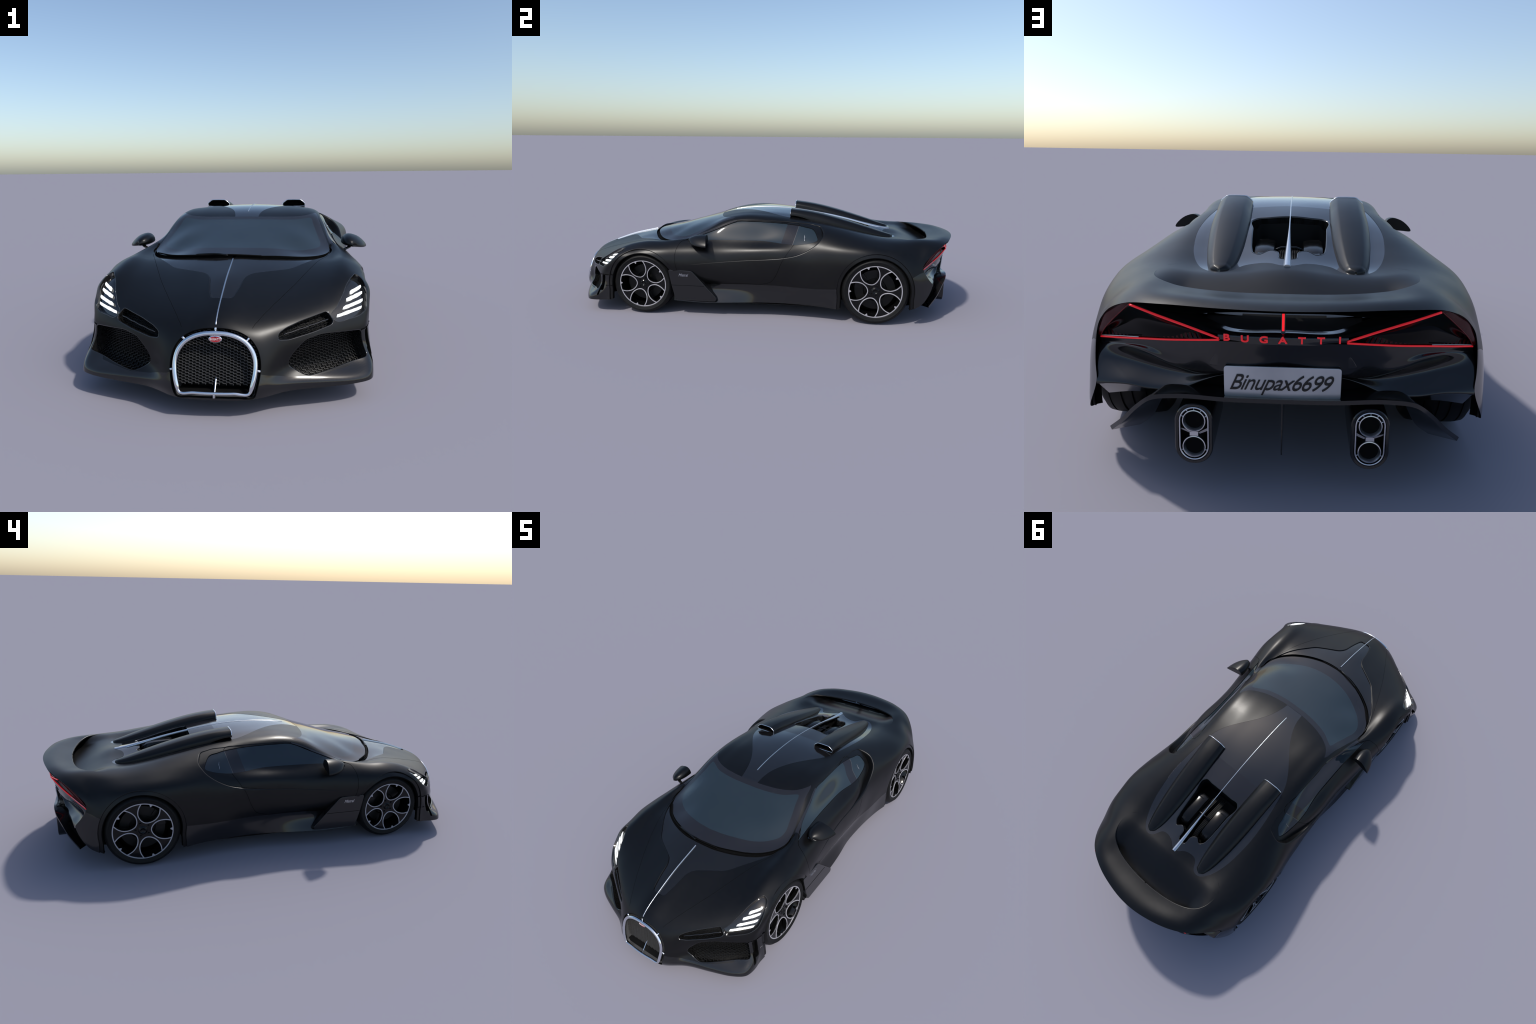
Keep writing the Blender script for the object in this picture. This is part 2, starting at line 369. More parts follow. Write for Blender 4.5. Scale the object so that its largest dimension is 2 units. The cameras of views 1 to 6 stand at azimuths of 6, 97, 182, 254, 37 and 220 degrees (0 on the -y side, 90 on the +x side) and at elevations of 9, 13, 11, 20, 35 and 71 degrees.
# sill_edge: bottom edge of the body
RAILS['sill_edge'] = [(-1.08, 0.434, -0.7, 0.065), (-0.88, 0.432, -0.686, 0.1), (-0.78, 0.433, -0.676, 0.104), (-0.7, 0.433, -0.645, 0.1), (-0.63, 0.434, -0.6, 0.095), (-0.55, 0.434, -0.55, 0.09), (-0.45, 0.426, -0.45, 0.08), (-0.35, 0.414, -0.35, 0.07), (-0.25, 0.4126, -0.25, 0.066), (-0.05, 0.4057, -0.05, 0.0725), (0.05, 0.394, 0.05, 0.0734), (0.15, 0.3957, 0.15, 0.0751), (0.35, 0.414, 0.35, 0.071), (0.45, 0.431, 0.45, 0.065), (0.55, 0.434, 0.55, 0.075), (0.65, 0.436, 0.65, 0.08), (0.74, 0.437, 0.725, 0.08), (0.82, 0.436, 0.748, 0.08), (1, 0.433, 0.766, 0.08)]
S_KEYS = np.array([-1.08, -1.05, -1.01, -.97, -.92, -.88, -.84, -.78, -.70, -.63, -.55, *np.arange(-.45, .66, .1), .74, .82, .89, .95, 1.0])
NET = np.stack([pchip([k[0] for k in r], [k[1:] for k in r], S_KEYS) for r in RAILS.values()], axis=1)
NS, NR = NET.shape[:2]
dS = np.linalg.norm(np.diff(NET, axis=0), axis=2).mean(1); tS = np.r_[0, np.cumsum(dS)]
dR = np.linalg.norm(np.diff(NET, axis=1), axis=2).mean(0); tR = np.r_[0, np.cumsum(dR)]
NU, NV = 340, 150
# mirror two rails across the centre plane so that the surface is smooth there
mir = NET[:, [2, 1]] * np.array([-1, 1, 1.])
EXT = np.concatenate([mir, NET], axis=1); tRx = np.r_[-tR[2], -tR[1], tR]
uu = np.linspace(0, tS[-1], NU); vv = np.linspace(0, tR[-1], NV)
A = pchip(tS, EXT.reshape(NS, -1), uu).reshape(NU, NR + 2, 3)
B = pchip(tRx, A.transpose(1, 0, 2).reshape(NR + 2, -1), vv).reshape(NV, NU, 3).transpose(1, 0, 2)
G = B.copy()
for it in range(14):      # soften the net: a moving average along and across
    H = G.copy()
    H[1:-1] = .25 * G[:-2] + .5 * G[1:-1] + .25 * G[2:]
    K = H.copy()
    K[:, 1:-1] = .25 * H[:, :-2] + .5 * H[:, 1:-1] + .25 * H[:, 2:]
    m1 = H[:, 1] * np.array([-1, 1, 1.])
    K[:, 0] = .5 * H[:, 0] + .25 * (m1 + H[:, 1])
    G = K
G[:, 0, 0] = 0
skin = Mesh(G.reshape(-1, 3), None, grid_faces(NU, NV))
skin.N = vnormals(skin.V, skin.F)
if skin.N[(NU // 2) * NV][2] < 0:
    skin.F = [f[::-1] for f in skin.F]; skin.N = -skin.N
c0 = skin.V[:, 0] < 1e-9
skin.N[c0, 0] = 0; skin.N /= np.linalg.norm(skin.N, axis=1)[:, None]
FULL = Mesh(skin.V.copy(), skin.N.copy(), list(skin.F))

def top_z(x, y):
    """height of the unbroken skin near (x, y), upper side only"""
    V = FULL.V; k = (V[:, 2] > .18)
    d = (V[:, 0] - abs(x))**2 + (V[:, 1] - y)**2 + np.where(k, 0, 9)
    i = np.argsort(d)[:4]; w = 1 / (d[i] + 1e-7); return float((V[i, 2] * w).sum() / w.sum())

def sampler_side(q):
    V = FULL.V; d = (V[:, 1] - q[0])**2 + (V[:, 2] - q[1])**2 + np.where(V[:, 0] > .3, 0, 9)
    i = np.argsort(d)[:6]; w = 1 / (d[i] + 2e-7); w /= w.sum(); n = (FULL.N[i] * w[:, None]).sum(0)
    return (V[i] * w[:, None]).sum(0), n / np.linalg.norm(n)

# ------------------------------------------------------------------ charts and outlines on the skin
def side(poly, xmin=.2):
    P = np.asarray(poly)
    return lambda V: np.where(V[:, 0] > xmin, sdf(V[:, 1:3], P), .5)
def plan(poly, zmin=.19):
    P = np.asarray(poly)
    return lambda V: np.where(V[:, 2] > zmin, sdf(V[:, :2], P), .5)
def front(poly):
    P = np.asarray(poly)
    return lambda V: np.where(V[:, 1] < -.8, sdf(V[:, [0, 2]], P), .5)
def corner(poly):
    P = np.asarray(poly)
    def fn(V):
        a = (V[:, 1] + V[:, 0]) * .70711
        return np.where((V[:, 1] < -.5) & (V[:, 0] > .1) & ((V[:, 0] - V[:, 1]) * .70711 > .705), sdf(np.c_[a, V[:, 2]], P), .5)
    return fn
def sym_plan(half):
    h = curve(half, 90); o = h[::-1][1:-1] * [-1, 1] if abs(h[0][0]) < 1e-9 and abs(h[-1][0]) < 1e-9 else h[::-1] * [-1, 1]; return np.vstack([h, o])

FW, RW = (-.545, .152), (.598, .161)
circ = lambda c, r: np.array([(c[0] + r*math.cos(a), c[1] + r*math.sin(a)) for a in np.linspace(0, 2*math.pi, 120, endpoint=False)])
def arch(c, r):   # wheel opening: round on top, straight down to below the sill
    t = np.linspace(-.18, math.pi + .18, 90)
    P = [(c[0] + r*math.cos(a), c[1] + r*math.sin(a)) for a in t]
    return np.array(P + [(P[-1][0] - .004, -.05), (P[0][0] + .004, -.05)])

f_archF, f_archR = side(arch(FW, .160)), side(arch(RW, .168))
f_flF, f_flR = side(arch((FW[0], FW[1] + .002), .176)), side(arch((RW[0], RW[1] + .002), .183))

C_LINE = closed_curve([(-.375,.2525),(-.30,.259),(-.20,.268),(-.10,.277),(.03,.288),(.15,.299),(.225,.316),(.29,.350),(.335,.390),(.350,.418),(.340,.438),(.295,.452),(.21,.460),(.10,.466),(0,.469),(-.07,.468),
                       (-.112,.460),(-.16,.441),(-.25,.404),(-.33,.370),(-.352,.360),(-.372,.33),(-.382,.28)], 260)
f_C = side(C_LINE, .25)
GLASS_SIDE = closed_curve([(-.338,.369),(-.25,.3715),(-.10,.3745),(.05,.375),(.16,.3745),(.235,.377),(.285,.390),(.318,.412),(.305,.432),(.25,.446),(.17,.455),(.07,.461),(-.02,.463),(-.085,.461),
                           (-.115,.452),(-.16,.433),(-.25,.397),(-.32,.372)], 260)
f_gl = side(GLASS_SIDE, .25)
WS = sym_plan([(0,-.205),(.05,-.205),(.10,-.200),(.16,-.188),(.21,-.168),(.243,-.145),(.262,-.118),(.268,-.105),(.285,-.18),(.302,-.26),(.3165,-.33),(.318,-.375),(.300,-.425),(.255,-.478),(.20,-.515),(.15,-.538),(.08,-.560),(0,-.568)])
WSI = sym_plan([(0,-.232),(.06,-.231),(.13,-.222),(.19,-.205),(.232,-.180),(.247,-.172),(.262,-.22),(.278,-.29),(.287,-.335),(.283,-.365),(.255,-.408),(.20,-.450),(.14,-.478),(.07,-.497),(0,-.504)])
COWL = sym_plan([(0,-.30),(.15,-.30),(.25,-.30),(.326,-.355),(.326,-.385),(.308,-.434),(.264,-.490),(.207,-.530),(.156,-.554),(.08,-.576),(0,-.583)])
HOODC = sym_plan([(0,-.30),(.15,-.30),(.25,-.30),(.318,-.36),(.312,-.425),(.292,-.480),(.258,-.537),(.222,-.585),(.188,-.627),(.145,-.655),(.105,-.678),(.075,-.697),(.058,-.722),(.050,-.765),(.040,-.815),(.030,-.842),(0,-.846)])
ROOFC = sym_plan([(0,-.24),(.044,-.24),(.046,-.206),(.052,-.16),(.069,-.105),(.092,-.06),(.116,-.023),(.148,.02),(.183,.068),(.206,.105),(.222,.142),(.232,.19),(.243,.26),(.252,.34),(.255,.42),(.249,.50),(.238,.57),(.219,.63),
                  (.195,.675),(.170,.698),(.148,.701),(.130,.692),(.118,.673),(.105,.652),(.080,.646),(.055,.650),(.032,.662),(.018,.676),(0,.678)])
ROOFF = sym_plan([(0,-.30),(.15,-.30),(.25,-.30),(.30,-.18),(.286,-.10),(.278,.0),(.276,.06),(.26,.12),(.24,.17),(.20,.18),(.1,.18),(0,.18)])
REARW = np.array([(-.130,.222),(.130,.222),(.120,.336),(-.120,.336)])
ENG = sym_plan([(0,.336),(.06,.336),(.098,.336),(.107,.345),(.104,.42),(.100,.50),(.096,.545),(.090,.572),(.070,.590),(.045,.575),(.030,.585),(.018,.632),(0,.636)])
WINGF = sym_plan([(0,.877),(.06,.875),(.12,.868),(.18,.855),(.225,.837),(.262,.811),(.283,.778),(.291,.745),(.290,.71),(.280,.68),(.24,.655),(.12,.64),(0,.64)])
DECK2 = sym_plan([(0,.958),(.08,.955),(.12,.948),(.20,.915),(.25,.887),(.285,.858),(.297,.80),(.299,.745),(.296,.71),(.280,.68),(.24,.655),(.12,.64),(0,.64)])
GRILLE = sym_plan([(0,.237),(.035,.234),(.066,.225),(.094,.208),(.113,.182),(.1215,.152),(.122,.128),(.118,.100),(.111,.072),(.107,.060),(.06,.0585),(0,.058)])
LAMP = closed_curve([(-.168,.318),(-.180,.298),(-.196,.272),(-.216,.248),(-.250,.230),(-.300,.223),(-.350,.226),(-.356,.236),(-.325,.258),(-.280,.285),(-.238,.310),(-.200,.324),(-.176,.326)], 120)
SLIT = rounded_poly([(-.360,.2525),(-.45,.2375),(-.50,.2255),(-.529,.2135),(-.533,.196),(-.50,.1925),(-.43,.2025),(-.362,.2155),(-.352,.226)], .008, 5)
INTAKE = rounded_poly([(-.262,.190),(-.40,.199),(-.455,.189),(-.498,.152),(-.511,.126),(-.468,.092),(-.256,.114)], .016, 6)
CURTAIN = rounded_poly([(-.250,.186),(-.228,.189),(-.226,.112),(-.246,.112)], .006, 4)
BSLOT = rounded_poly([(-.768,.137),(-.757,.137),(-.776,.086),(-.788,.085)], .004, 4)
BSEAM = np.array([(-.757,.1385),(-.690,.1385),(-.690,.1365),(-.757,.1365)])
BGAP = np.array([(-.772,.1905),(-.690,.1955),(-.690,.1915),(-.772,.1865)])
f_cur = corner(CURTAIN)
_bs, _bm, _bg = side(BSLOT, .36), side(BSEAM, .36), side(BGAP, .36)
f_ws, f_wsi, f_cowl, f_hoodc = plan(WS, .3), plan(WSI, .3), plan(COWL, .3), plan(HOODC, .25)
f_roofc, f_rooff, f_rearw, f_eng = plan(ROOFC, .3), plan(ROOFF, .3), plan(REARW, .3), plan(ENG, .3)
f_wing, f_deck2, f_gr = plan(WINGF, .34), plan(DECK2, .34), front(GRILLE)
f_lamp, f_slit, f_int = corner(LAMP), corner(SLIT), corner(INTAKE)
VANE = rounded_poly([(-.412,.231),(-.292,.228),(-.168,.093),(-.175,.0775),(-.375,.0765),(-.394,.145)], .012)
# lower carbon belts: front corner panel and chin, sill, rear corner
def f_low(V):
    x, y, z = V[:, 0], V[:, 1], V[:, 2]
    fr = np.interp(x, [0,.12,.19,.25,.36,.40,.434], [.12,.12,.098,.092,.10,.188,.188])
    zz = np.interp(y, [-.9,-.76,-.66,-.5,-.42,-.23,-.02,.10,.32,.46,.62,.74,.80,.86], [0,0,0,.165,.165,.158,.163,.164,.160,.168,.20,.225,.255,.27])
    zz = np.where(y < -.62, fr, zz); return (z - zz)
# door outline and front shut line as thin seams
DOOR = closed_curve([(-.366,.348),(-.372,.26),(-.345,.19),(-.27,.168),(-.05,.168),(.06,.170),(.10,.185),(.118,.21),(.15,.285),(.178,.335),(.200,.374),(.228,.447),(.10,.4575),(-.085,.4570),(-.118,.449),(-.25,.393),(-.338,.3685),(-.36,.36)], 200)
f_door = side(DOOR, .25)

for fn in (f_archF, f_archR, f_flF, f_flR, f_C, f_gl, f_ws, f_wsi, f_cowl, f_hoodc, f_roofc, f_rooff, f_rearw, f_eng, f_wing, f_gr, f_lamp, f_slit, f_int, f_low, f_cur, _bs, _bm, _bg):
    cut(skin, fn)
for w in (-.0008, .0008):
    cut(skin, lambda V, w=w: f_door(V) - w)
cc = centroids(skin)
val = {k: f(cc) for k, f in dict(aF=f_archF, aR=f_archR, fF=f_flF, fR=f_flR, C=f_C, gl=f_gl, ws=f_ws, wsi=f_wsi, cowl=f_cowl, hoodc=f_hoodc, roofc=f_roofc, rooff=f_rooff,
       rearw=f_rearw, eng=f_eng, wing=f_wing, gr=f_gr, lamp=f_lamp, slit=f_slit, intk=f_int, low=f_low, door=f_door).items()}
left = np.ones(len(cc), bool)
def region(mask):
    global left
    k = mask & left; left = left & ~k; return k
I = {k: v < 0 for k, v in val.items()}
cen = cc
k_arch = region(I['aF'] | I['aR'])
k_gr = region(I['gr'])
k_lamp = region(I['lamp'])
k_slit = region(I['slit'])
k_int = region(I['intk'])
k_cur = region((f_cur(cc) < 0) | (_bs(cc) < 0))
k_bseam = region((_bm(cc) < 0) | (_bg(cc) < 0))
k_eng = region(I['eng'])
k_wsi = region(I['wsi'])
k_ws = region(I['ws'])
k_cowl = region(I['cowl'] & (cen[:, 1] < -.33) & ~I['C'])
k_hoodc = region(I['hoodc'] & (cen[:, 1] < -.33) & ~I['C'])
k_glass = region(I['gl'])
k_seam = region((np.abs(val['door']) < .0008) & ~I['fF'])
k_pillar0 = 0
k_pillar = region((I['C'] | I['ws'] | (I['cowl'] & (cen[:, 1] > -.34))) & (cen[:, 1] < -.092) & (cen[:, 2] > .3745) & (cen[:, 0] > .255))
k_Cdoor = region(I['C'] & I['door'])
k_C = region(I['C'])
k_flare = region(I['fF'] | I['fR'])
k_rearw = region(I['rearw'])
k_roofc = region(I['roofc'] & ~I['rearw'])
k_deck = region(I['wing'])
k_roofm = region(I['rooff'] & (cen[:, 2] > .40))
k_low = region(I['low'])
k_door = region(I['door'])
k_wing = region((cen[:, 1] > .70) & (cen[:, 2] > .30) & (cen[:, 0] < .40))
k_front = region(cen[:, 1] < -.36)
k_rear = left.copy()

def push(m, amt):
    a = amt(m.V) if callable(amt) else np.full(len(m.V), amt)
    return Mesh(m.V - m.N * a[:, None], m.N.copy(), m.F)
inner = lambda p: p[0] > 1e-4

# ---- body panels in satin paint
body = put('body_shell', both(join(sub(skin, k_front), sub(skin, k_rear))), PAINT, car)
def c_depth(V):
    V = np.atleast_2d(V); y, z = V[:, 1], V[:, 2]
    a = .0022 + .030 * sstep(.03, .33, y) * (1 - sstep(.405, .450, z))
    return a * sstep(-.33, -.08, y)
# the recessed side behind the sweeping C line
cd = push(sub(skin, k_Cdoor), c_depth); co = push(sub(skin, k_C), c_depth)
low_door = sub(skin, k_door)
pair('door', join(cd, low_door), PAINT, car)
pair('quarter_panel', co, PAINT, car)
allC = sub(skin, I['C'] & ~k_arch)
lip = rim(allC, lambda p: float(c_depth(p)[0]) + .0006, r=.007, keep=lambda p: p[1] > -.30)
pair('side_sweep_trim', lip, PAINT, car)
gl = sub(skin, k_glass)
gp = push(gl, lambda V: c_depth(V) + .0025)
g1 = lambda V: V[:, 1] - .143 - (V[:, 2] - .375) * .31
g2 = lambda V: V[:, 1] - .199 - (V[:, 2] - .373) * .31
cut(gp, g1); cut(gp, g2); cut(gp, lambda V: g2(V) - .0022); cg = centroids(gp)
pair('side_window', sub(gp, g1(cg) < 0), GLASS, car)
pair('window_post', sub(gp, (g1(cg) > 0) & (g2(cg) < 0)), FRIT, car)
pair('window_seam', sub(gp, (g2(cg) > 0) & (g2(cg) < .0022)), mat('window_seam_grey', g(.06), .3), car)
pair('quarter_window', sub(gp, g2(cg) > .0022), GLASS, car)
pair('side_window_frame', rim(push(gl, c_depth), .004, r=.0012), GAP, car)
pair('door_seam', push(sub(skin, k_seam), lambda V: np.where(f_C(V) < .0, c_depth(V), 0) + .0012), GAP, car)
pair('wheel_arch_trim', push(sub(skin, k_flare), lambda V: .0045 * (1 - sstep(.0, .0, np.minimum(f_flF(V), f_flR(V)) ) * 0)), PAINT, car)
for f, f_ in ((I['aF'], f_archF), (I['aR'], f_archR)):
    r_ = rim(push(sub(skin, f), .0045), .014, r=.003, keep=lambda p, f_=f_: abs(float(f_(p[None])[0])) < .006 and p[2] > .07)
    pair('wheel_arch_lip', r_, GAP, car)
pair('arch_step', rim(sub(skin, (I['fF'] | I['fR'])), .0055, r=.002, keep=lambda p: min(abs(float(f_flF(p[None])[0])), abs(float(f_flR(p[None])[0]))) < .003), PAINT, car)

# small figure mark on the quarter window
mk = []
for y, z in ((.252,.397),(.250,.405),(.2515,.413),(.2505,.422)):
    p, n = sampler_side((y, z)); mk.append(p - n * float(c_depth(p)[0]) - n * .0018)
pair('window_emblem', tube(curve(mk, 12), [.0006,.0012,.0018,.002,.0016,.0012,.0016,.0018,.0014,.001,.0008,.0005], 6), STEEL, car)

# ---- glasshouse
pair('windshield_pillar', push(sub(skin, k_pillar), .0005), FRIT, car)
put('windshield', both(sub(skin, k_wsi)), GLASS, car)
put('windshield_border', both(sub(skin, k_ws)), FRIT, car)
put('cowl_gap', both(join(push(sub(skin, k_cowl), .009), rim(sub(skin, k_cowl | k_hoodc & False), .013, r=.001, keep=inner))), GAP, car)
hc_d = lambda V: .0045 * sstep(-.30, -.60, V[:, 1] - .55 * np.maximum(V[:, 0] - .05, 0))
put('hood_carbon_panel', both(push(sub(skin, k_hoodc), hc_d)), CARBON, car)
put('hood_panel_step', both(rim(sub(skin, I['hoodc'] & (cen[:, 1] < -.33) & ~I['C'] & ~k_slit), .007, r=.003, keep=lambda p: p[0] > 1e-4 and p[1] < -.38 and abs(float(f_hoodc(p[None])[0])) < .003)), PAINT, car)
put('roof_centre_panel', both(push(sub(skin, k_roofc), .0006)), ROOF, car)
put('rear_window', both(push(sub(skin, k_rearw), .0006)), FRIT, car)
put('roof_side_panel', both(sub(skin, k_roofm)), PAINT, car)
put('lower_carbon_trim', both(sub(skin, k_low)), CARBON, car)

# ---- rear wing with its air slot, deck running below it
wing_top = sub(skin, k_wing)
put('rear_wing', both(wing_top), PAINT, car)
def deck_drop(V):
    x, y = V[:, 0], V[:, 1]
    return (.040 * sstep(.70, .872, y) + .018 * sstep(.865, .95, y)) * (1 - sstep(.21, .305, x))
# deck panel is cut anew from the whole skin, so that it also runs on below the wing
dk = Mesh(FULL.V.copy(), FULL.N.copy(), list(FULL.F))
cut(dk, f_deck2); cut(dk, f_roofc); c2 = centroids(dk)
dk = sub(dk, (f_deck2(c2) < 0) & (f_roofc(c2) > 0))
dk.V[:, 2] -= deck_drop(dk.V) + .0; fix(dk)
dk.N[dk.V[:, 0] < 1e-6, 0] = 0
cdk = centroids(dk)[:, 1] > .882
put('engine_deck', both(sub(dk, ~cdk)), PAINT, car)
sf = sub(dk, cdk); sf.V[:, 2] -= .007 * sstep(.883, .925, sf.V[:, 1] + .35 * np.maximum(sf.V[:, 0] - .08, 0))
put('shaded_slot_floor', both(sf), GAP, car)  # deck end coloured black for the shade under the wing
# wing underside and nose
wv = sub(FULL, (lambda c: (f_wing(c) > -.001) & (c[:, 1] > .70) & (c[:, 2] > .345) & (c[:, 0] < .315))(centroids(FULL)))
und = push(wv, lambda V: .004 + .012 * sstep(.875, .93, V[:, 1]) * (1 - sstep(.97, 1.0, V[:, 1])) * (1 - sstep(.2, .31, V[:, 0])))
und.F = [f[::-1] for f in und.F]; und.N = -und.N
put('wing_underside', both(und), PAINT, car)
wl = rim(sub(skin, I['wing']), .007, r=.004, keep=lambda p: p[0] > 1e-4 and p[1] > .715)
put('wing_leading_edge', both(wl), PAINT, car)
end = [e for e in border(wing_top) if wing_top.V[e[0]][0] > 1e-4 or wing_top.V[e[1]][0] > 1e-4]
te = curve([(0,1.0,.387),(.115,.987,.386),(.224,.955,.382),(.308,.909,.368),(.369,.849,.327),(.400,.812,.277)], 60)
te1 = te - np.c_[te[:, 0]*.01, np.full(60, .006), np.full(60, .003)]
te2 = te - np.c_[te[:, 0]*.03, np.full(60, .034), np.full(60, -.001)]
put('wing_trailing_edge', both(fix(loft([te, te1, te2]))), PAINT, car)

# ------------------------------------------------------------------ points on the skin in a chart
def sampler(chart, keep):
    k = keep(FULL.V); U = chart(FULL.V[k]); P = FULL.V[k]; N = FULL.N[k]
    def at(q, depth=0.):
        d = ((U - np.asarray(q)) ** 2).sum(1); i = np.argpartition(d, 6)[:6]; w = 1 / (d[i] + 2e-7); w /= w.sum()
        n = (N[i] * w[:, None]).sum(0); n /= np.linalg.norm(n); return (P[i] * w[:, None]).sum(0) - n * depth, n
    return at
at_front = sampler(lambda V: V[:, [0, 2]], lambda V: (V[:, 1] < -.85))
at_corner = sampler(lambda V: np.c_[(V[:, 1] + V[:, 0]) * .70711, V[:, 2]], lambda V: (V[:, 1] < -.5) & (V[:, 0] > .1) & ((V[:, 0] - V[:, 1]) * .70711 > .70))
at_top = sampler(lambda V: V[:, :2], lambda V: (V[:, 2] > .21) & (V[:, 0] < .39))
at_side = sampler(lambda V: V[:, 1:3], lambda V: V[:, 0] > .3)

# ------------------------------------------------------------------ horseshoe grille
gsub = sub(skin, k_gr)
put('grille_surround', both(rim(gsub, .006, r=.0015, keep=inner)), GAP, car)
back = Mesh(gsub.V * [.93, 1, 1] + [0, .062, 0], gsub.N.copy(), gsub.F)
put('grille_back', both(back), DARK, car)
tun = border(gsub); tv, tf = [], []
for a, b in tun:
    if gsub.V[a][0] < 1e-5 and gsub.V[b][0] < 1e-5: continue
    n = len(tv)
    for i in (a, b):
        tv.append(gsub.V[i] * [.95, 1, 1] + [0, .004, 0]); tv.append(gsub.V[i] * [.90, 1, 1] + [0, .062, 0])
    tf.append((n, n+1, n+3, n+2))
put('grille_tunnel', both(fix(Mesh(np.array(tv), None, tf))), mat('grille_tunnel_metal', g(.12), .45, metal=.5), car)
gm = lambda x, z: float(sdf(np.array([[x, z]]), GRILLE)[0])
def ring_pt(x, z):
    return np.array([x, np.interp(z, [.05,.07,.105,.15,.20,.245], [-.985,-.991,-.984,-.970,-.955,-.941]) + x * x * .75, z])
GC = closed_curve(GRILLE[::2], 140)
cz = .145
ring_out = []
for x, z in GC:
    f = .88; zz = cz + (z - cz) * (.855 if z > cz else .82)
    ring_out.append(ring_pt(x * f, zz) + [0, -.002, 0])
ring_out = np.array(ring_out)
grille = put('grille_ring', tube(ring_out, [.0042 + .0026 * float(sstep(.072, .092, np.array([q[2]]))[0]) for q in ring_out], 12, closed=True, up=(0, 1, 0)), CHROME, car)
for px, pz in ((0, .231), (.0855, .206), (-.0855, .206), (.1145, .128), (-.1145, .128), (0, .066)):
    q = ring_pt(px, pz); d = np.array([px * .6, 0, pz - .145]); d /= np.linalg.norm(d)
    t = put('ring_bracket', tube([q - d * .006 + [0, .002, 0], q + d * .006 + [0, .002, 0]], .0036, 8, up=(0, 1, 0)), CHROME, grille)
fin = slab([(-.0016, -.984, .066), (-.0016, -.950, .066), (-.0016, -.935, .112), (-.0016, -.955, .098)], (.0032, 0, 0))
bevel(put('grille_fin', fin, CHROME, grille, flat=True), .0008)
# brick-pattern mesh of short bars, each column shifted half a cell
def brick(at, inside, xs, zs, px, pz, th, dep):
    ms = []
    n = 0
    for i, x in enumerate(xs):
        for z in zs:
            zz = z + (pz / 2 if i % 2 else 0)
            if inside(x + px / 2, zz):
                a = at(x, zz); b = at(x + px, zz)
                ms.append((a, b))
            if inside(x, zz + pz / 4):
                ms.append((at(x, zz), at(x, zz + pz / 2)))
    V, F = [], []
    for (a, na), (b, nb) in ms:
        d = b - a; t = np.cross(na, d); t /= max(np.linalg.norm(t), 1e-9); o = len(V)
        for p, n in ((a, na), (b, nb)):
            for u, w in ((-1, 0), (1, 0), (1, -1), (-1, -1)):
                V.append(p + t * th * u + n * dep * w)
        F += [(o, o+1, o+5, o+4), (o+1, o+2, o+6, o+5), (o+2, o+3, o+7, o+6), (o+3, o, o+4, o+7), (o, o+3, o+2, o+1), (o+4, o+5, o+6, o+7)]
    return Mesh(np.array(V), None, F)
def g_at(x, z):
    return np.array([x * .95, ring_pt(x, z)[1] + .022 + .012 * (1 - (x / .12) ** 2), z]), np.array([0, -1., 0])
gmesh = brick(g_at, lambda x, z: gm(x, z) < -.004 and z > .082, np.arange(-13, 13) * .0098, np.arange(.082, .24, .0074), .0098, .0074, .0008, .012)
o = put('grille_mesh', gmesh, mat('grille_mesh_metal', g(.05), .5, metal=.2, spec=.4), grille, flat=True); o['kind'] = 'stuff'
# oval badge with raised letters
bc = np.array([0, -.951, .2075])
def oval(rx, rz, y, dz=0, n=48): return [(rx*math.cos(a), y, bc[2] + dz + rz*math.sin(a)) for a in np.linspace(0, 2*math.pi, n, endpoint=False)]
badge = put('badge', fix(loft([oval(.0175, .0092, bc[1] + .004), oval(.0180, .0097, bc[1]), oval(.0160, .0078, bc[1] - .0014)], True, True)), CHROME, grille, auto=40)
put('badge_enamel', slab(oval(.0158, .0076, bc[1] - .0012)[::-1], (0, -.0007, 0)), BADGE, grille, flat=True)
def text(name, body, size, loc, rot, material, parent, depth=.0006, shear=0., space=1., sx=1., bold=0.):
    c = bpy.data.curves.new(name, 'FONT'); c.body = body; c.size = size; c.extrude = depth; c.align_x = 'CENTER'; c.align_y = 'CENTER'
    c.shear = shear; c.space_character = space; c.offset = bold
    t = bpy.data.objects.new(name, c); COL.objects.link(t)
    dg = bpy.context.evaluated_depsgraph_get(); me = bpy.data.meshes.new_from_object(t.evaluated_get(dg)); me.name = name
    bpy.data.objects.remove(t); me.materials.clear(); me.materials.append(material)
    ob = bpy.data.objects.new(name, me); COL.objects.link(ob); ob.location = loc; ob.rotation_euler = rot; ob.scale = (sx, 1, 1); ob.parent = parent
    return ob
text('badge_lettering', 'BUGATTI', .0088, (0, bc[1] - .0022, bc[2]), (math.pi/2, 0, 0), LETTER, grille, .0004, sx=.80)
text('badge_monogram', 'EB', .0035, (0, bc[1] - .0021, bc[2] + .0056), (math.pi/2, 0, 0), DARK, grille, .0002)

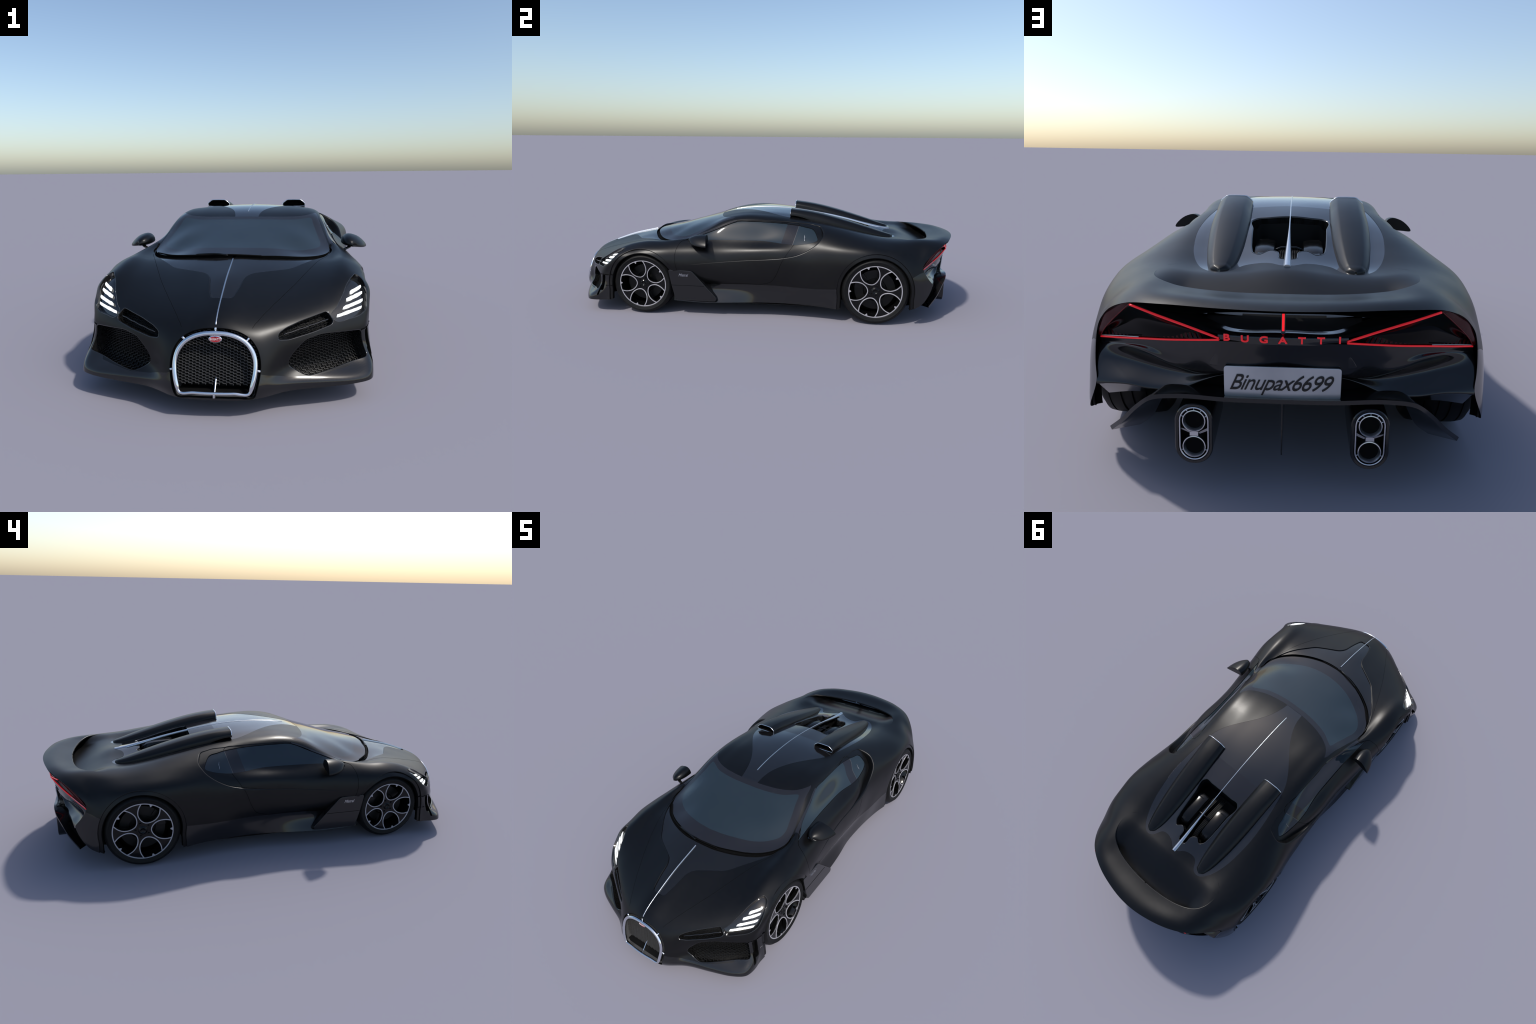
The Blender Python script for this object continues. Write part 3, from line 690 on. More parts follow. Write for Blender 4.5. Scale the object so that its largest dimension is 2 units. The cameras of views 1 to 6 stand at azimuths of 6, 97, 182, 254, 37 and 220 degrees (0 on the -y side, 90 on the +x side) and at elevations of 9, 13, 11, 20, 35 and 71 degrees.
# ------------------------------------------------------------------ headlamps, slits, intakes
ls = sub(skin, k_lamp)
lampo = pair('headlight', join(push(ls, .015)), GLOSS, car)
for i, o in enumerate(lampo):
    r_ = rim(ls, .017, r=.0015); put('headlight_rim', r_ if i == 0 else mirrored(r_), GLOSS, o)
BARS = [((-.189,.3025),(-.247,.2905)), ((-.202,.2860),(-.274,.2745)), ((-.216,.2675),(-.301,.2555)), ((-.234,.2495),(-.331,.2375))]
for (a0, z0), (a1, z1) in BARS:
    top, bot, tb, bb = [], [], [], []
    for t in np.linspace(0, 1, 9):
        a = a0 + (a1 - a0) * t; z = z0 + (z1 - z0) * t; h = .0041 + .0006 * t
        e = .0
        for lst, dz, da, dp in ((top, h, .004, .0095), (bot, -h, -.004, .0095), (bb, -h, -.004, .0115), (tb, h, .004, .0115)):
            sc = .72 if t in (0., 1.) else 1.
            lst.append(at_corner((a + da * sc, z + dz * sc), dp)[0])
    m = fix(loft([top, bot, bb, tb, top])); n = len(top)
    m.F += [(0, n, 2*n, 3*n), (3*n + n-1, 2*n + n-1, n + n-1, n-1)]
    for i, o in enumerate(lampo): put('light_bar', m if i == 0 else mirrored(m), WHITE, o, auto=30)
ss = sub(skin, k_slit)
pair('nose_slit', join(push(ss, .028)), DARK, car)
pair('nose_slit_edge', rim(ss, .030, r=.0025), GLOSS, car)
sl = [at_corner((-.365 - .145*t, .2325 - .0235*t), .006)[0] for t in np.linspace(0, 1, 16)]
pair('slit_blade', tube(sl, .0022, 6), GLOSS, car)
sg = brick(lambda a, z: at_corner((a, z), .020), lambda a, z: float(sdf(np.array([[a, z]]), SLIT)[0]) < -.004, np.arange(-.52, -.36, .008), np.arange(.205, .25, .006), .008, .006, .0007, .003)
for o in pair('slit_mesh', sg, DARK, car, flat=True): o['kind'] = 'stuff'
si = sub(skin, k_int)
pair('side_intake', push(si, lambda V: .046 + 0 * V[:, 0]), DARK, car)
pair('side_intake_edge', rim(si, .048, r=.003), GLOSS, car)
def i_at(a, z):
    return at_corner((a, z), .024 + .012 * sstep(-.36, -.26, np.array([a]))[0])
im = brick(i_at, lambda a, z: float(sdf(np.array([[a, z]]), INTAKE)[0]) < -.003, np.arange(-.515, -.255, .0092), np.arange(.09, .20, .0072), .0092, .0072, .0009, .005)
for o in pair('intake_mesh', im, MESHM, car, flat=True): o['kind'] = 'stuff'

# front corner blades: air curtain slot and seams
kc = sub(skin, k_cur)
pair('air_curtain', join(push(kc, .022), rim(kc, .024, r=.002)), GAP, car)
pair('blade_seam', push(sub(skin, k_bseam), .002), GAP, car)

# ------------------------------------------------------------------ side vane behind the front wheel
vp = np.array([(.4265, y, z) for y, z in VANE])
for o in pair('side_vane', slab(vp[::-1], (-.030, 0, 0)), CARBON, car, flat=True): bevel(o, .002, 3)
vs = slab([(.4285, y, z) for y, z in rounded_poly([(-.402,.158),(-.235,.158),(-.216,.137),(-.396,.132)], .004)], (-.004, 0, 0))
pair('vane_shadow_line', slab([(.4268, y, z) for y, z in ((-.393,.1545),(-.230,.1545),(-.2285,.1530),(-.3935,.1530))], (.0004, 0, 0)), GAP, car, flat=True)  # dark strip laid on the face as the shadow line of a step
for i, sgn in enumerate((1, -1)):
    text('vane_script', 'Mistral', .020, (sgn * .4272, -.335, .206), (math.pi/2, 0, sgn * math.pi/2), SATIN, car, .0004, shear=.35, sx=.85)

# hood shut line from the grille shoulder to the windshield foot
hl = []
for x, y in curve([(.096,-.925),(.135,-.855),(.175,-.78),(.215,-.695),(.25,-.61),(.285,-.52),(.312,-.44)], 40):
    hl.append(at_top((x, y), .0002)[0])
pair('hood_seam', tube(hl, .0007, 5), GAP, car)

# ------------------------------------------------------------------ centre spines
def spine(ys, w, lift, name):
    rows = []
    for y in ys:
        p, n = at_top((0, y)); ww = w(y) if callable(w) else w; l = lift(y) if callable(lift) else lift
        z = p[2] + l
        rows.append([(ww, y, z - .010), (ww, y, z - ww * .6), (ww * .45, y, z), (-ww * .45, y, z), (-ww, y, z - ww * .6), (-ww, y, z - .010)])
    return put(name, fix(loft(rows, False, True)), SATIN, car, auto=50)
spine(np.linspace(-.938, -.60, 70), .0019, .0012, 'hood_spine')
spine(np.linspace(-.142, .685, 150), lambda y: .0017 + .0085 * sstep(.40, .70, np.array([y]))[0], lambda y: .0012 + .003 * sstep(.3, .5, np.array([y]))[0], 'roof_spine')

# ------------------------------------------------------------------ roof scoops
SC_Y = [.173, .24, .29, .388, .48, .575, .63, .66, .68, .688]
SC_X = [.1745, .172, .170, .167, .164, .161, .159, .158, .157, .157]
SC_W = [.0505, .052, .053, .053, .050, .042, .034, .026, .016, .003]
SC_T = [.515, .5075, .4995, .478, .453, .425, .408, .399, .393, .389]
yy = np.r_[np.linspace(.173, .64, 46), np.linspace(.65, .688, 14)]
sx_, sw_, st_ = [pchip(SC_Y, k, yy)[:, 0] for k in (SC_X, SC_W, SC_T)]
def scoop_sec(x, y, w, t, bot, sh=1., o=0.):
    """flat-topped hexagon-like section with rounded shoulders"""
    pts = [(-1, -.0, 'b'), (-1.0, .38, 't'), (-.95, .52, 't'), (-.66, .92, 't'), (-.52, 1., 't'), (0, 1.02, 't'), (.52, 1., 't'), (.66, .92, 't'), (.95, .52, 't'), (1.0, .38, 't'), (1, 0, 'b')]
    return [(x + a * (w - o), y, bot + (t - o - bot) * h) for a, h, k in pts]
rows = []
for y, x, w, t in zip(yy, sx_, sw_, st_):
    base = min(top_z(x - w, y), top_z(x + w, y)) - .004
    bot = base + (.486 - base) * (1 - sstep(.173, .30, np.array([y]))[0]) if y < .30 else base
    rows.append(scoop_sec(x, y, w, max(t, bot + .002), bot))
sm = fix(loft(rows))
inn = [scoop_sec(sx_[0], .173 + d, sw_[0] * (1 - d * 4), st_[0] - d * .3, rows[0][0][2] + d * .1, o=.004) for d in (0., .04)]
scoops = pair('roof_scoop', sm, PAINT, car, auto=35)
flo = loft([[rows[i][0], rows[i][-1]] for i in range(0, 16)])
for i, o in enumerate(scoops):
    k = (lambda m: m) if i == 0 else mirrored
    rp = np.array(rows[0]); rp = np.vstack([rp, [[rp[-1][0] - .02, rp[-1][1], rp[-1][2] - .001], [rp[0][0] + .02, rp[0][1], rp[0][2] - .001]]])
    put('scoop_rim', k(tube(rp - [0, .0005, 0], .0019, 8, closed=True, up=(0, 1, 0))), CHROME, o)
    put('scoop_floor', k(fix(flo)), GLOSS, o)
    it = loft([[p for p in inn[0]], [p for p in inn[1]]]); it.F = it.F + [tuple(range(11, 22))]
    put('scoop_throat', k(fix(it)), GAP, o, flat=True)
    ped = slab([(.138, .168, .470), (.212, .172, .470), (.200, .172, .4865), (.150, .172, .4865)], (0, .10, 0))
    put('scoop_pedestal', k(ped), GLOSS, o, flat=True)
    sg_ = 1 if i == 0 else -1
    t_ = text('scoop_numeral', 'W16', .011, (sg_ * .2105, .222, .5015), (0, 0, 0), GLOSS, o, .0005)
    sn, cn = math.sin(.72), math.cos(.72)
    from mathutils import Matrix
    X_, N_ = np.array([0, sg_, 0.]), np.array([sg_ * sn, 0, cn]); Y_ = np.cross(N_, X_)
    t_.rotation_euler = Matrix(np.array([X_, Y_, N_]).T.tolist()).to_euler()

# ------------------------------------------------------------------ engine bay
es = sub(skin, k_eng)
put('engine_bay_edge', both(rim(es, .030, r=.004, keep=inner)), GLOSS, car)
bay = Mesh(es.V - [0, 0, .145], es.N, es.F); put('engine_bay_floor', both(bay), DARK, car)
bw, bf = [], []
for a, b in border(es):
    if es.V[a][0] < 1e-5 and es.V[b][0] < 1e-5: continue
    n = len(bw); bw += [es.V[a] - [0, 0, .02], es.V[a] - [0, 0, .15], es.V[b] - [0, 0, .15], es.V[b] - [0, 0, .02]]; bf.append((n, n+1, n+2, n+3))
put('engine_bay_wall', both(fix(Mesh(np.array(bw), None, bf))), DARK, car)
def cover(x0, w, h):
    rows = []
    for y, s, zt in ((.39, .95, .404), (.42, 1., .416), (.50, 1., .408), (.53, .97, .402), (.552, .85, .390), (.565, .55, .370)):
        rows.append([(x0 + w * s * a, y, zt - h + h * b) for a, b in ((-1, 0), (-1, .6), (-.75, .95), (-.3, 1.), (.3, 1.), (.75, .95), (1, .6), (1, 0))])
    return fix(loft(rows, False, True))
ec = pair('engine_cover', cover(.064, .033, .06), RIMB, car, auto=40)
for i, o in enumerate(ec):
    k = (lambda m: m) if i == 0 else mirrored
    b_ = slab([(.084, .41, .4105), (.056, .41, .4115), (.062, .545, .3945), (.080, .545, .3945)], (0, 0, .004))
    bevel(put('cover_plate', k(b_), RIMB, o, flat=True), .001)
for j in range(4):
    x = .010 + .006 * j
    for sgn in (1, -1):
        put('intake_runner', tube([(sgn*x, .35, .372), (sgn*x, .45, .388), (sgn*(x+.001), .54, .378), (sgn*(x+.002), .585, .350)], .0026, 8), MESHM, car)
put('engine_brace', tube([(-.045, .47, .392), (-.02, .47, .402), (.02, .47, .402), (.045, .47, .392)], .004, 8), RIMB, car)

# ------------------------------------------------------------------ tail: lamps, light bar, bumper, diffuser
def rows_to(name, rows, n, material, **k):
    R = [curve(r, n) for r in rows]
    t = np.linspace(0, len(R) - 1, (len(R) - 1) * 8 + 1)
    D = pchip(np.arange(len(R)), np.array(R).reshape(len(R), -1), t).reshape(len(t), n, 3)
    m = fix(loft(D)); return put(name, both(m), material, car, **k), m
# lamp panel between the wing edge and the light bar
lampU = [(.112,.963,.325),(.176,.948,.3415),(.235,.933,.3565),(.290,.918,.3700),(.322,.886,.341),(.352,.855,.312),(.376,.829,.286),(.390,.811,.268)]
lampL = [(.112,.963,.320),(.170,.936,.3085),(.225,.908,.2975),(.280,.876,.2865),(.320,.852,.279),(.350,.834,.273),(.376,.819,.268),(.391,.809,.264)]
lm = [tuple((np.array(a) + np.array(b)) / 2 - [0, .012, 0]) for a, b in zip(lampU, lampL)]
rows_to('tail_light_panel', [lampU, lm, lampL], 40, LAMPB)
# dark red lens wall between the body edge and the lamp's outer frame
lw_in = curve([(.290,.919,.3705),(.322,.887,.3415),(.352,.856,.3125),(.376,.830,.2865),(.391,.811,.266)], 30)
lw_out = curve([(.315,.898,.366),(.345,.866,.344),(.369,.845,.325),(.388,.822,.296),(.399,.808,.268)], 30)
pair('tail_lens', fix(loft([lw_out, .5 * (lw_in + lw_out) + [.002, .001, 0], lw_in])), REDD, car)
# red lines: upper arm of the V, lower bar
def arm(P, r, name, material): return pair(name, tube(curve(P, 30), r, 8, flat=.8), material, car)
arm([(.116,.966,.3235),(.175,.951,.339),(.235,.936,.354),(.291,.921,.3690)], [.0020]*2 + [.0027]*28, 'tail_light_bar', RED)
arm([(.116,.966,.3205),(.170,.939,.3090),(.225,.911,.2980),(.280,.879,.2870),(.335,.846,.2755),(.391,.811,.2640)], .0024, 'tail_light_bar', RED)
arm([(.292,.920,.3700),(.323,.888,.3415),(.353,.857,.3125),(.377,.831,.2865),(.392,.812,.2655)], .0011, 'tail_lens_edge', REDD2)
arm([(.391,.812,.2675),(.340,.845,.2790),(.290,.876,.2890)], .0013, 'tail_bar_trim', SATIN)
for j in range(24):
    t = j / 23; x = .150 + .225 * t; y = np.interp(x, [.116,.17,.225,.28,.335,.391], [.964,.937,.909,.877,.844,.809]) - .001
    z0 = np.interp(x, [.116,.17,.225,.28,.335,.391], [.3225,.311,.300,.289,.2775,.266]) + .001; h = .013 * min(1, .4 + 3 * t) * (1 - .35 * t)
    m = slab([(x, y, z0), (x + .0055, y - .003, z0), (x + .009, y - .010, z0 + h), (x + .005, y - .008, z0 + h)], (0, .0012, 0))
    pair('tail_reflector', m, REDD, car, flat=True)
# light bar across with letters
bar_rows = [[(0,.970,.334),(.06,.968,.334),(.118,.960,.333)], [(0,.976,.329),(.06,.974,.329),(.118,.965,.327)], [(0,.972,.316),(.06,.970,.316),(.118,.960,.316)]]
rows_to('tail_bar', bar_rows, 24, GLOSS)
for ch, x in zip('BUGATTI', (.1017, .068, .034, 0, -.034, -.068, -.102)):
    y = np.interp(abs(x), [0, .06, .118], [.9765, .9745, .966])
    text('tail_lettering', ch, .0178, (x, y + .0002, .3260), (math.pi/2 + .15, 0, math.pi), RED, car, .0012, sx=1.25, bold=.0004)
# slot between wing and bar: dark cavity walls, post with a red light
rows_to('slot_sill', [[(0,.940,.3335),(.10,.936,.3345),(.155,.918,.350),(.205,.905,.3635),(.262,.890,.3775)], [(0,.958,.3345),(.112,.955,.3350),(.170,.940,.3475),(.228,.925,.3625),(.285,.910,.3765)], [(0,.970,.332),(.114,.964,.330),(.174,.950,.3435),(.233,.935,.3585),(.290,.920,.3730)]], 40, ROOF)
put('centre_light', box((0, .958, .3565), (.0042, .006, .036)), REDB, car, flat=True)
bevel(put('centre_post', slab([(-.004, .925, .335), (-.004, .962, .333), (-.004, .957, .345), (-.004, .952, .372), (-.004, .925, .376)], (.008, 0, 0)), GLOSS, car, flat=True), .001)
# carbon bumper: below the bar, sweeping to the corners, then tucked in over the diffuser
bump = [[(0,.972,.317),(.125,.960,.316),(.160,.942,.308),(.223,.907,.2945),(.275,.877,.284),(.340,.840,.271),(.393,.806,.259)],
        [(0,.958,.292),(.125,.948,.280),(.160,.932,.272),(.223,.904,.270),(.275,.876,.271),(.340,.838,.262),(.396,.804,.250)],
        [(0,.946,.268),(.125,.938,.245),(.155,.924,.238),(.223,.902,.247),(.275,.882,.260),(.340,.840,.255),(.395,.812,.244)],
        [(0,.936,.255),(.125,.926,.239),(.158,.908,.228),(.225,.876,.222),(.280,.856,.224),(.345,.838,.226),(.392,.832,.226)],
        [(0,.935,.245),(.125,.932,.235),(.151,.922,.222),(.206,.908,.196),(.260,.896,.190),(.320,.882,.193),(.384,.866,.188)],
        [(0,.915,.235),(.125,.908,.224),(.151,.898,.210),(.206,.886,.188),(.260,.874,.180),(.320,.862,.182),(.384,.852,.174)],
        [(0,.900,.205),(.125,.895,.198),(.155,.885,.188),(.206,.862,.172),(.265,.840,.155),(.335,.810,.140),(.392,.780,.120)]]
rows_to('rear_bumper', bump, 60, CARBON)
# plate in its niche
NC = [(-.125,.951,.290),(.125,.951,.290),(.140,.943,.262),(-.140,.943,.262)]
bevel(put('plate_niche', slab([(x, y + .001, z) for x, y, z in rounded_poly(NC, .01)], (0, -.02, 0)), GLOSS, car, flat=True), .001)
PP = rounded_poly([(-.109, .201), (.109, .201), (.109, .266), (-.109, .266)], .007, 5)
tilt = lambda z: .932 + (z - .2) * .10
bevel(put('number_plate', slab([(x, tilt(z) + .016, z) for x, z in PP], (0, -.004, 0)), PLATE, car, flat=True), .0008)
text('plate_lettering', 'Binupax6699', .046, (.007, tilt(.2335) + .0168, .2325), (math.pi/2 + .10, 0, math.pi), INK, car, .0008, shear=.5, space=.92, sx=.85)
# diffuser blade, bent down at its ends
DE = curve([(0,.957,.203),(.10,.959,.205),(.20,.958,.209),(.250,.948,.199),(.285,.928,.170),(.320,.902,.130),(.364,.858,.083)], 70)
k = sstep(.20, .34, DE[:, 0])
d_in = DE + np.c_[-.055 * k, -.10 + .068 * k, -.012 + .012 * k]
th = np.c_[-.004 * k, 0*k + .001, 0*k - .008]
put('diffuser_blade', both(fix(loft([d_in, .5*(d_in+DE) + [0,0,.001], DE, DE + th, d_in + [0,0,-.012], d_in]))), CARBON, car, auto=40)
rows_to('diffuser_ramp', [[(0,.94,.197),(.12,.94,.199),(.22,.93,.192),(.29,.89,.150),(.34,.84,.090)], [(0,.80,.157),(.12,.80,.157),(.22,.80,.150),(.29,.79,.110),(.34,.78,.078)], [(0,.68,.112),(.12,.68,.112),(.22,.68,.108),(.29,.68,.09),(.34,.68,.07)], [(0,.55,.066),(.12,.55,.066),(.22,.55,.066),(.29,.55,.066),(.34,.55,.066)]], 30, DARK)
for x in (0, .09, -.09, .26, -.26):
    if x == 0: put('diffuser_fin', slab([(x - .0012, .76, .090), (x - .0012, .945, .083), (x - .0012, .952, .198), (x - .0012, .78, .15)], (.0024, 0, 0)), CARBON, car, flat=True)
# exhausts: upright capsule shroud, satin frame, two pipes
def capsule(w, h, y, zc, xc, n=20):
    P = [(xc + w*math.cos(a), y, zc + (h - w) + w*math.sin(a)) for a in np.linspace(0, math.pi, n)]
    return P + [(xc + w*math.cos(a), y, zc - (h - w) + w*math.sin(a)) for a in np.linspace(math.pi, 2*math.pi, n)]
ez = .1255; ex = .167
sh = fix(loft([capsule(.030,.056,.952,ez,ex), capsule(.0345,.0605,.953,ez,ex), capsule(.0365,.0625,.951,ez,ex), capsule(.036,.062,.90,ez+.002,ex), capsule(.034,.058,.80,ez+.006,ex)], True))
ex_o = pair('exhaust', sh, CARBON, car, auto=40)
for i, o in enumerate(ex_o):
    k = (lambda m: m) if i == 0 else mirrored
    put('exhaust_back', k(fix(Mesh(np.array(capsule(.031,.057,.92,ez,ex)), None, [tuple(range(40))]))), DARK, o, flat=True)
    put('exhaust_frame', k(tube(np.array(capsule(.0272,.0535,.951,ez,ex)), .0018, 8, closed=True, up=(0,1,0))), SATIN, o)
    for zc in (ez + .0265, ez - .0265):
        pr = [(-.006, .0175), (0, .0195), (.002, .0205), (.0015, .0222), (-.004, .0225), (-.04, .0215)]
        rows = [[(ex + r*math.cos(t), .951 + a, zc + r*math.sin(t)) for a, r in pr] for t in np.linspace(0, 2*math.pi, 49)]
        put('exhaust_pipe', k(fix(loft(rows))), SATIN, o, auto=50)
        put('pipe_dark_disc', k(fix(Mesh(np.array([(ex + .0188*math.cos(t), .9455, zc + .0188*math.sin(t)) for t in np.linspace(0, 2*math.pi, 40, endpoint=False)]), None, [tuple(range(40))]))), GAP, o, flat=True)  # flat black disc added inside the mouth as the dark of the bore
    put('pipe_bridge', k(box((ex, .947, ez), (.016, .010, .008))), SATIN, o, flat=True)
    for t in (20, 55, 90, 125, 160, -20, -160):
        a = math.radians(t); zc = ez + (.0265 if t > 0 else -.0265)
        put('frame_strut', k(tube([(ex + .0215*math.cos(a), .949, zc + .0215*math.sin(a)), (ex + .0275*math.cos(a), .949, zc + .0275*math.sin(a))], .0012, 6, up=(0,1,0))), SATIN, o)
    put('pipe_web', k(slab([(ex - .026, .943, ez + .004), (ex - .026, .943, ez + .010), (ex - .008, .943, ez), (ex - .010, .943, ez - .003)], (0, .003, 0))), STEEL, o, flat=True)
    put('pipe_web', k(slab([(ex + .026, .943, ez + .006), (ex + .026, .943, ez + .009), (ex + .008, .943, ez + .002), (ex + .010, .943, ez - .001)], (0, .003, 0))), STEEL, o, flat=True)

# ------------------------------------------------------------------ wheels
def wheel(c, R, r, wid, xo, name):
    """c hub centre (y,z); R tyre radius, r rim radius, xo outermost x"""
    s = r
    tyre = revolve([(-wid + .012, r - .004), (-wid + .004, r + .004), (-wid, r + .3*(R-r)), (-wid + .003, R - .014), (-wid + .012, R - .004), (-wid*.80, R - .0012), (-wid*.79, R - .0012), (-wid*.785, R - .004), (-wid*.765, R - .004), (-wid*.76, R - .0006),
        (-wid*.58, R), (-wid*.575, R - .004), (-wid*.545, R - .004), (-wid*.54, R), (-wid*.40, R), (-wid*.395, R - .004), (-wid*.365, R - .004), (-wid*.36, R), (-wid*.2, R - .0006), (-wid*.195, R - .004), (-wid*.175, R - .004), (-wid*.17, R - .0012),
        (-.011, R - .004), (-.0045, R - .012), (-.001, R - .45*(R-r)), (-.0008, R - .5*(R-r)), (-.002, R - .55*(R-r)), (-.0024, r + .006), (-.0045, r + .001), (-.009, r - .002)], 128)
    # face plate on a polar grid, petals cut out by curves
    nr, na = 40, 240
    V = []; rr = np.linspace(.06, 1., nr)
    for a in np.linspace(0, 2*math.pi, na, endpoint=False):
        for q in rr: V.append((0, q * math.cos(a), q * math.sin(a)))
    F = []
    for i in range(na):
        for j in range(nr - 1):
            k = (i + 1) % na; F.append((i*nr+j, i*nr+j+1, k*nr+j+1, k*nr+j))
    dish = lambda q: -.0045 - .011 * sstep(.98, .20, q)
    pl = Mesh(np.array(V), np.tile([1., 0, 0], (len(V), 1)), F)
    half = [(1.06, .265), (.98, .285), (.86, .318), (.74, .335), (.62, .325), (.50, .285), (.40, .21), (.325, .11)]
    base = np.array(half + [(.295, 0)] + [(a, -b) for a, b in half[::-1]])
    base = curve(base, 70)
    loops = []
    for kk in range(5):
        t = math.pi + kk * 2 * math.pi / 5; ca, sa = math.cos(t), math.sin(t)
        loops.append((base @ np.array([[ca, sa], [-sa, ca]]), (ca, sa)))
    def f_loop(V): return np.min([sdf(V[:, 1:3], L) for L, _ in loops], axis=0)
    def f_nub(V):
        return np.min([np.maximum(np.abs(-V[:,1]*sa + V[:,2]*ca) - .050 + .55 * np.maximum(0, .965 - (V[:,1]*ca + V[:,2]*sa)), .890 - (V[:,1]*ca + V[:,2]*sa)) for _, (ca, sa) in loops], axis=0)
    rad = lambda V: np.hypot(V[:, 1], V[:, 2])
    f_hole = lambda V: np.maximum(np.maximum(f_loop(V), rad(V) - .968), -f_nub(V))
    cut(pl, f_hole)
    cut(pl, lambda V: f_loop(V) - .030); cut(pl, lambda V: rad(V) - .967)
    c_ = centroids(pl); hole = f_hole(c_) < 0
    line = ~hole & ((f_loop(c_) < .030) | (rad(c_) > .967) )
    star = ~hole & ~line
    def shape(m, dx=0.):
        q = rad(m.V); V = np.c_[dish(q) * r / .126 + dx, m.V[:, 1] * s, m.V[:, 2] * s]; return fix(Mesh(V, None, m.F))
    star_m, line_m = shape(sub(pl, star), -.0022), shape(sub(pl, line))
    wall = rim(shape(sub(pl, ~hole)), .020, r=.0004, outward=True); 
    lw = rim(line_m, .0030, r=.0004, outward=True)
    barrel = revolve([(-.006, r), (-.010, r*.965), (-.020, r*.955), (-.030, r*.90), (-wid, r*.93)], 96)
    hub = revolve([(-.060, r*.26), (-.024, r*.25), (-.0175, r*.15), (-.0125, r*.11), (-.0125, r*.085), (-.016, r*.08), (-.016, 0)], 48)
    disc = revolve([(-.056, r*.20), (-.056, r*.42), (-.050, r*.44), (-.050, r*.76), (-.062, r*.76), (-.062, r*.20)], 64)
    backp = revolve([(-.085, r*.96), (-.085, .001)], 48)
    spokes = fix(shape(sub(pl, star), -.018))
    for side_ in (1, -1):
        e = bpy.data.objects.new('wheel', None); COL.objects.link(e); e.parent = car
        off = np.array([xo, c[0], c[1]])
        def pp(nm, m, mt, **kw):
            m2 = Mesh(m.V + off, m.N, m.F); m2 = m2 if side_ > 0 else mirrored(m2); return put(nm, m2, mt, e, **kw)
        pp('tyre', tyre, RUBBER, auto=60)
        pp('rim', join(star_m, wall, barrel), RIMB, auto=45)
        pp('rim_outline', join(line_m, lw), LINE, auto=45)
        pp('hub', hub, RIMB)
        pp('brake_disc', disc, DISC, auto=40)
        pp('inner_wheel', backp, GAP)
        ang = math.radians(150 if c[0] > 0 else 10)
        cal = []
        for t in np.linspace(ang - .42, ang + .42, 12):
            cal.append([(-.042, r*.52*math.cos(t), r*.52*math.sin(t)), (-.040, r*.78*math.cos(t), r*.78*math.sin(t)), (-.046, r*.84*math.cos(t), r*.84*math.sin(t)), (-.068, r*.84*math.cos(t), r*.84*math.sin(t)), (-.068, r*.52*math.cos(t), r*.52*math.sin(t))])
        pp('brake_caliper', fix(loft(cal, True, True)), CALIPER, auto=40)
        for j in range(5):
            t = math.pi + .63 + j * 2*math.pi/5
            nut = revolve([(-.036, .0045), (-.0125, .0045), (-.0115, .0035), (-.0115, 0)], 10)
            nut = Mesh(nut.V + [0, r*.235*math.cos(t), r*.235*math.sin(t)], nut.N, nut.F); pp('wheel_nut', nut, RIMB, auto=40)
wheel(FW, .152, .1185, .118, .4235, 'front')
wheel(RW, .161, .1265, .150, .4325, 'rear')

# ------------------------------------------------------------------ mirrors
def mirror_shell():
    rows = []
    for t in np.linspace(0, 1, 22):
        y = -.312 + .092 * t
        s = math.sqrt(max(0, 1 - (1 - t) ** 2)) ** .95 + .02
        cx = .405 + .012 * t; w = .048 * s; zc = .372 - .002 * t
        sec = []
        for a in np.linspace(0, 2*math.pi, 28, endpoint=False):
            ca, sa = math.cos(a), math.sin(a); zz = .034 * s * sa * (1.05 - .62 * ((ca + 1) / 2) ** 1.2) * 1.15 if sa > 0 else .014 * s * sa
            # the outer end droops to a point
            xx = w * ca; sec.append((cx + xx, y + .010 * (ca > 0) * ca, zc + zz - .012 * s * max(0, ca) ** 2 + .006 * s * max(0, -ca)))
        rows.append(sec)
    return fix(loft(rows, True, True))
mo = pair('mirror', mirror_shell(), PAINT, car, auto=50)
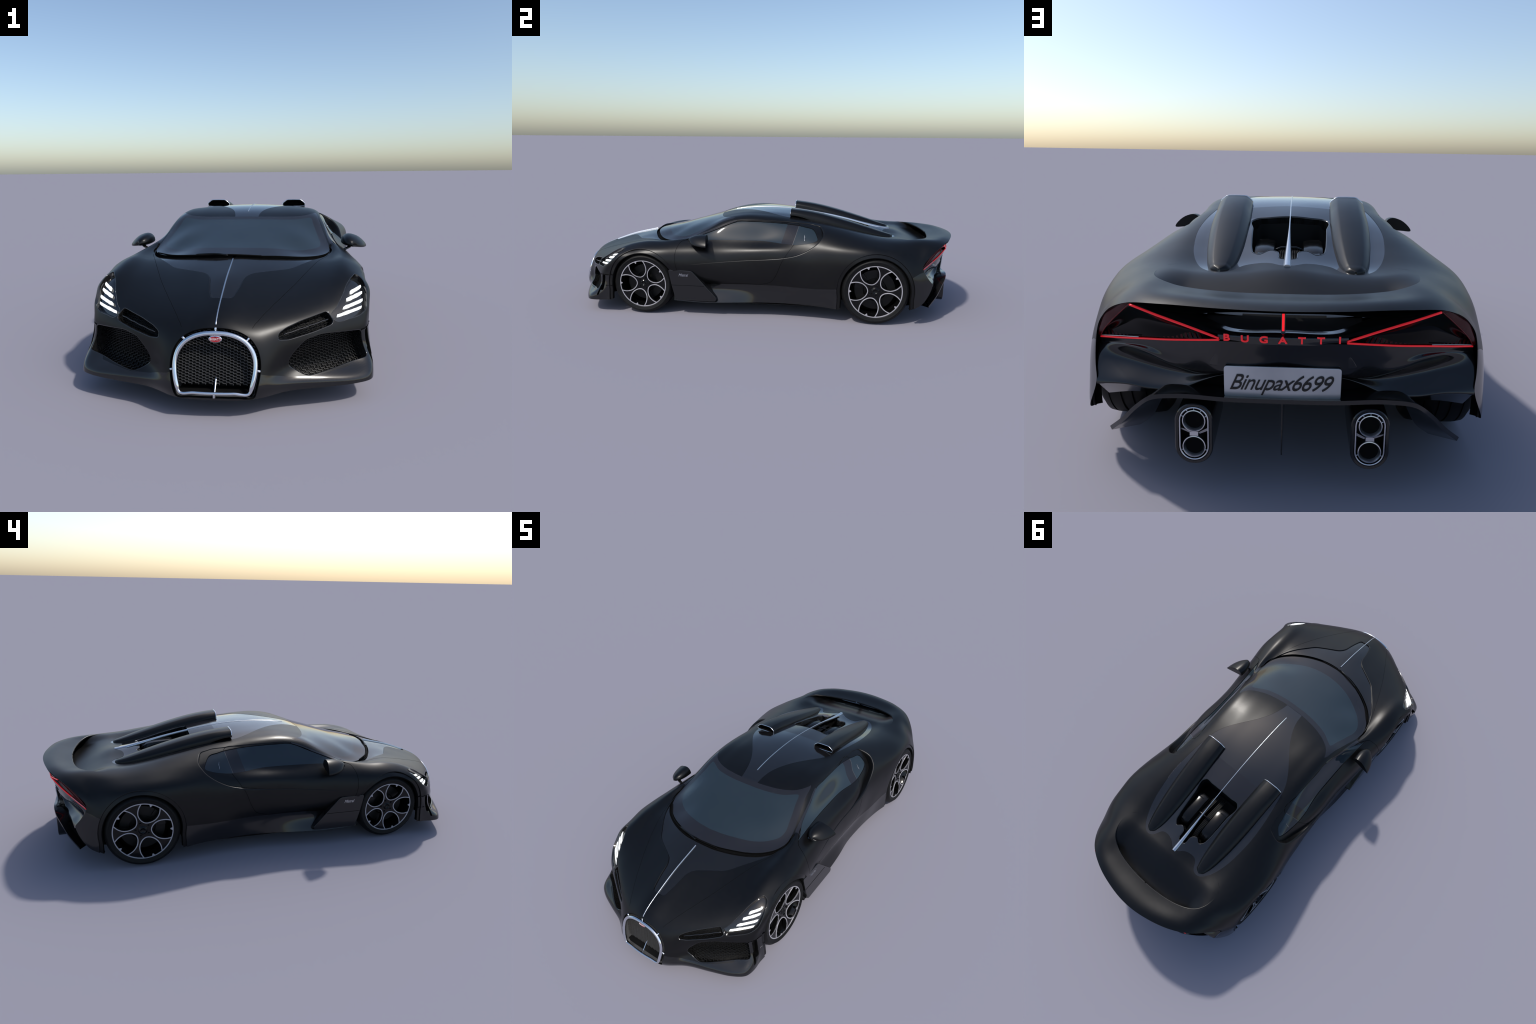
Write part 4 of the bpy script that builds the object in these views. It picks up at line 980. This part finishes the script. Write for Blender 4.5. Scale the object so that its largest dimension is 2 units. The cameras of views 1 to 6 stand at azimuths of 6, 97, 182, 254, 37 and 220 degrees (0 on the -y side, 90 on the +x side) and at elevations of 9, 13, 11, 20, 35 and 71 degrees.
for i, o in enumerate(mo):
    k = (lambda m: m) if i == 0 else mirrored
    put('mirror_stalk', k(tube(curve([(.352,-.285,.352),(.372,-.288,.352),(.392,-.285,.360),(.400,-.275,.365)], 12), [.010]*4 + [.008]*8, 10, flat=.55)), GLOSS, o)
    gl_ = [(.405 + .012 + .040*math.cos(a), -.2312 + .008*max(0, math.cos(a)), .371 + (.024 if math.sin(a) > 0 else .013)*math.sin(a) - .010*max(0, math.cos(a))**2) for a in np.linspace(0, 2*math.pi, 32, endpoint=False)]
    put('mirror_glass', k(Mesh(np.array(gl_), None, [tuple(range(32))])), FRIT, o, flat=True)

# ------------------------------------------------------------------ wiper
wp = [at_top((.20 - .46 * t, -.537 - .03 * math.sin(math.pi * t) + .04 * (abs(t - .45) * 2) ** 2), -.004)[0] * np.array([1, 1, 1]) for t in np.linspace(0, 1, 2)]
def wpt(x, y, l):
    p, n = at_top((abs(x), y)); return (x, y, p[2] + l)
put('wiper', tube(curve([wpt(.09,-.566,.002), wpt(-.02,-.573,.003), wpt(-.12,-.557,.003), wpt(-.22,-.511,.003), wpt(-.295,-.437,.003)], 40), .0026, 8), GAP, car)
put('wiper_arm', tube(curve([wpt(-.02,-.578,.002), wpt(-.05,-.572,.006), wpt(-.13,-.552,.005)], 20), .0032, 8), RIMB, car)

# ------------------------------------------------------------------ underbody and wheel wells
floor = [(-.97, .09, .062), (-.90, .24, .062), (-.80, .34, .062), (-.73, .27, .06), (-.37, .27, .058), (-.36, .385, .066), (.42, .388, .066), (.43, .26, .06), (.56, .26, .065)]
P = [(x, y, z) for y, x, z in floor] + [(-x, y, z) for y, x, z in floor[::-1]]
put('underbody', slab([(x, y, .0) for x, y, z in P], (0, 0, .004)), DARK, car, flat=True).location.z = .064
for c, r_, x1 in ((FW, .172, .427), (RW, .180, .434)):
    t = np.linspace(-.15, math.pi + .15, 40)
    rows = [[(x1 - .014 if q == 0 else .255, c[0] + r_*math.cos(a), c[1] + r_*math.sin(a)) for q in (0, 1)] + [(.255, c[0], c[1])] for a in t]
    pair('wheel_well', fix(loft(rows)), GAP, car, flat=True)
put('cabin_filler', box((0, .02, .2), (.66, .60, .25)), GAP, car, flat=True)  # dark filler block added inside the shell to stop see-through
put('front_filler', box((0, -.60, .15), (.44, .36, .17)), GAP, car, flat=True)  # added dark block filling the nose, no real part
put('rear_filler', box((0, .60, .235), (.46, .44, .15)), GAP, car, flat=True)  # added dark block filling the tail, no real part
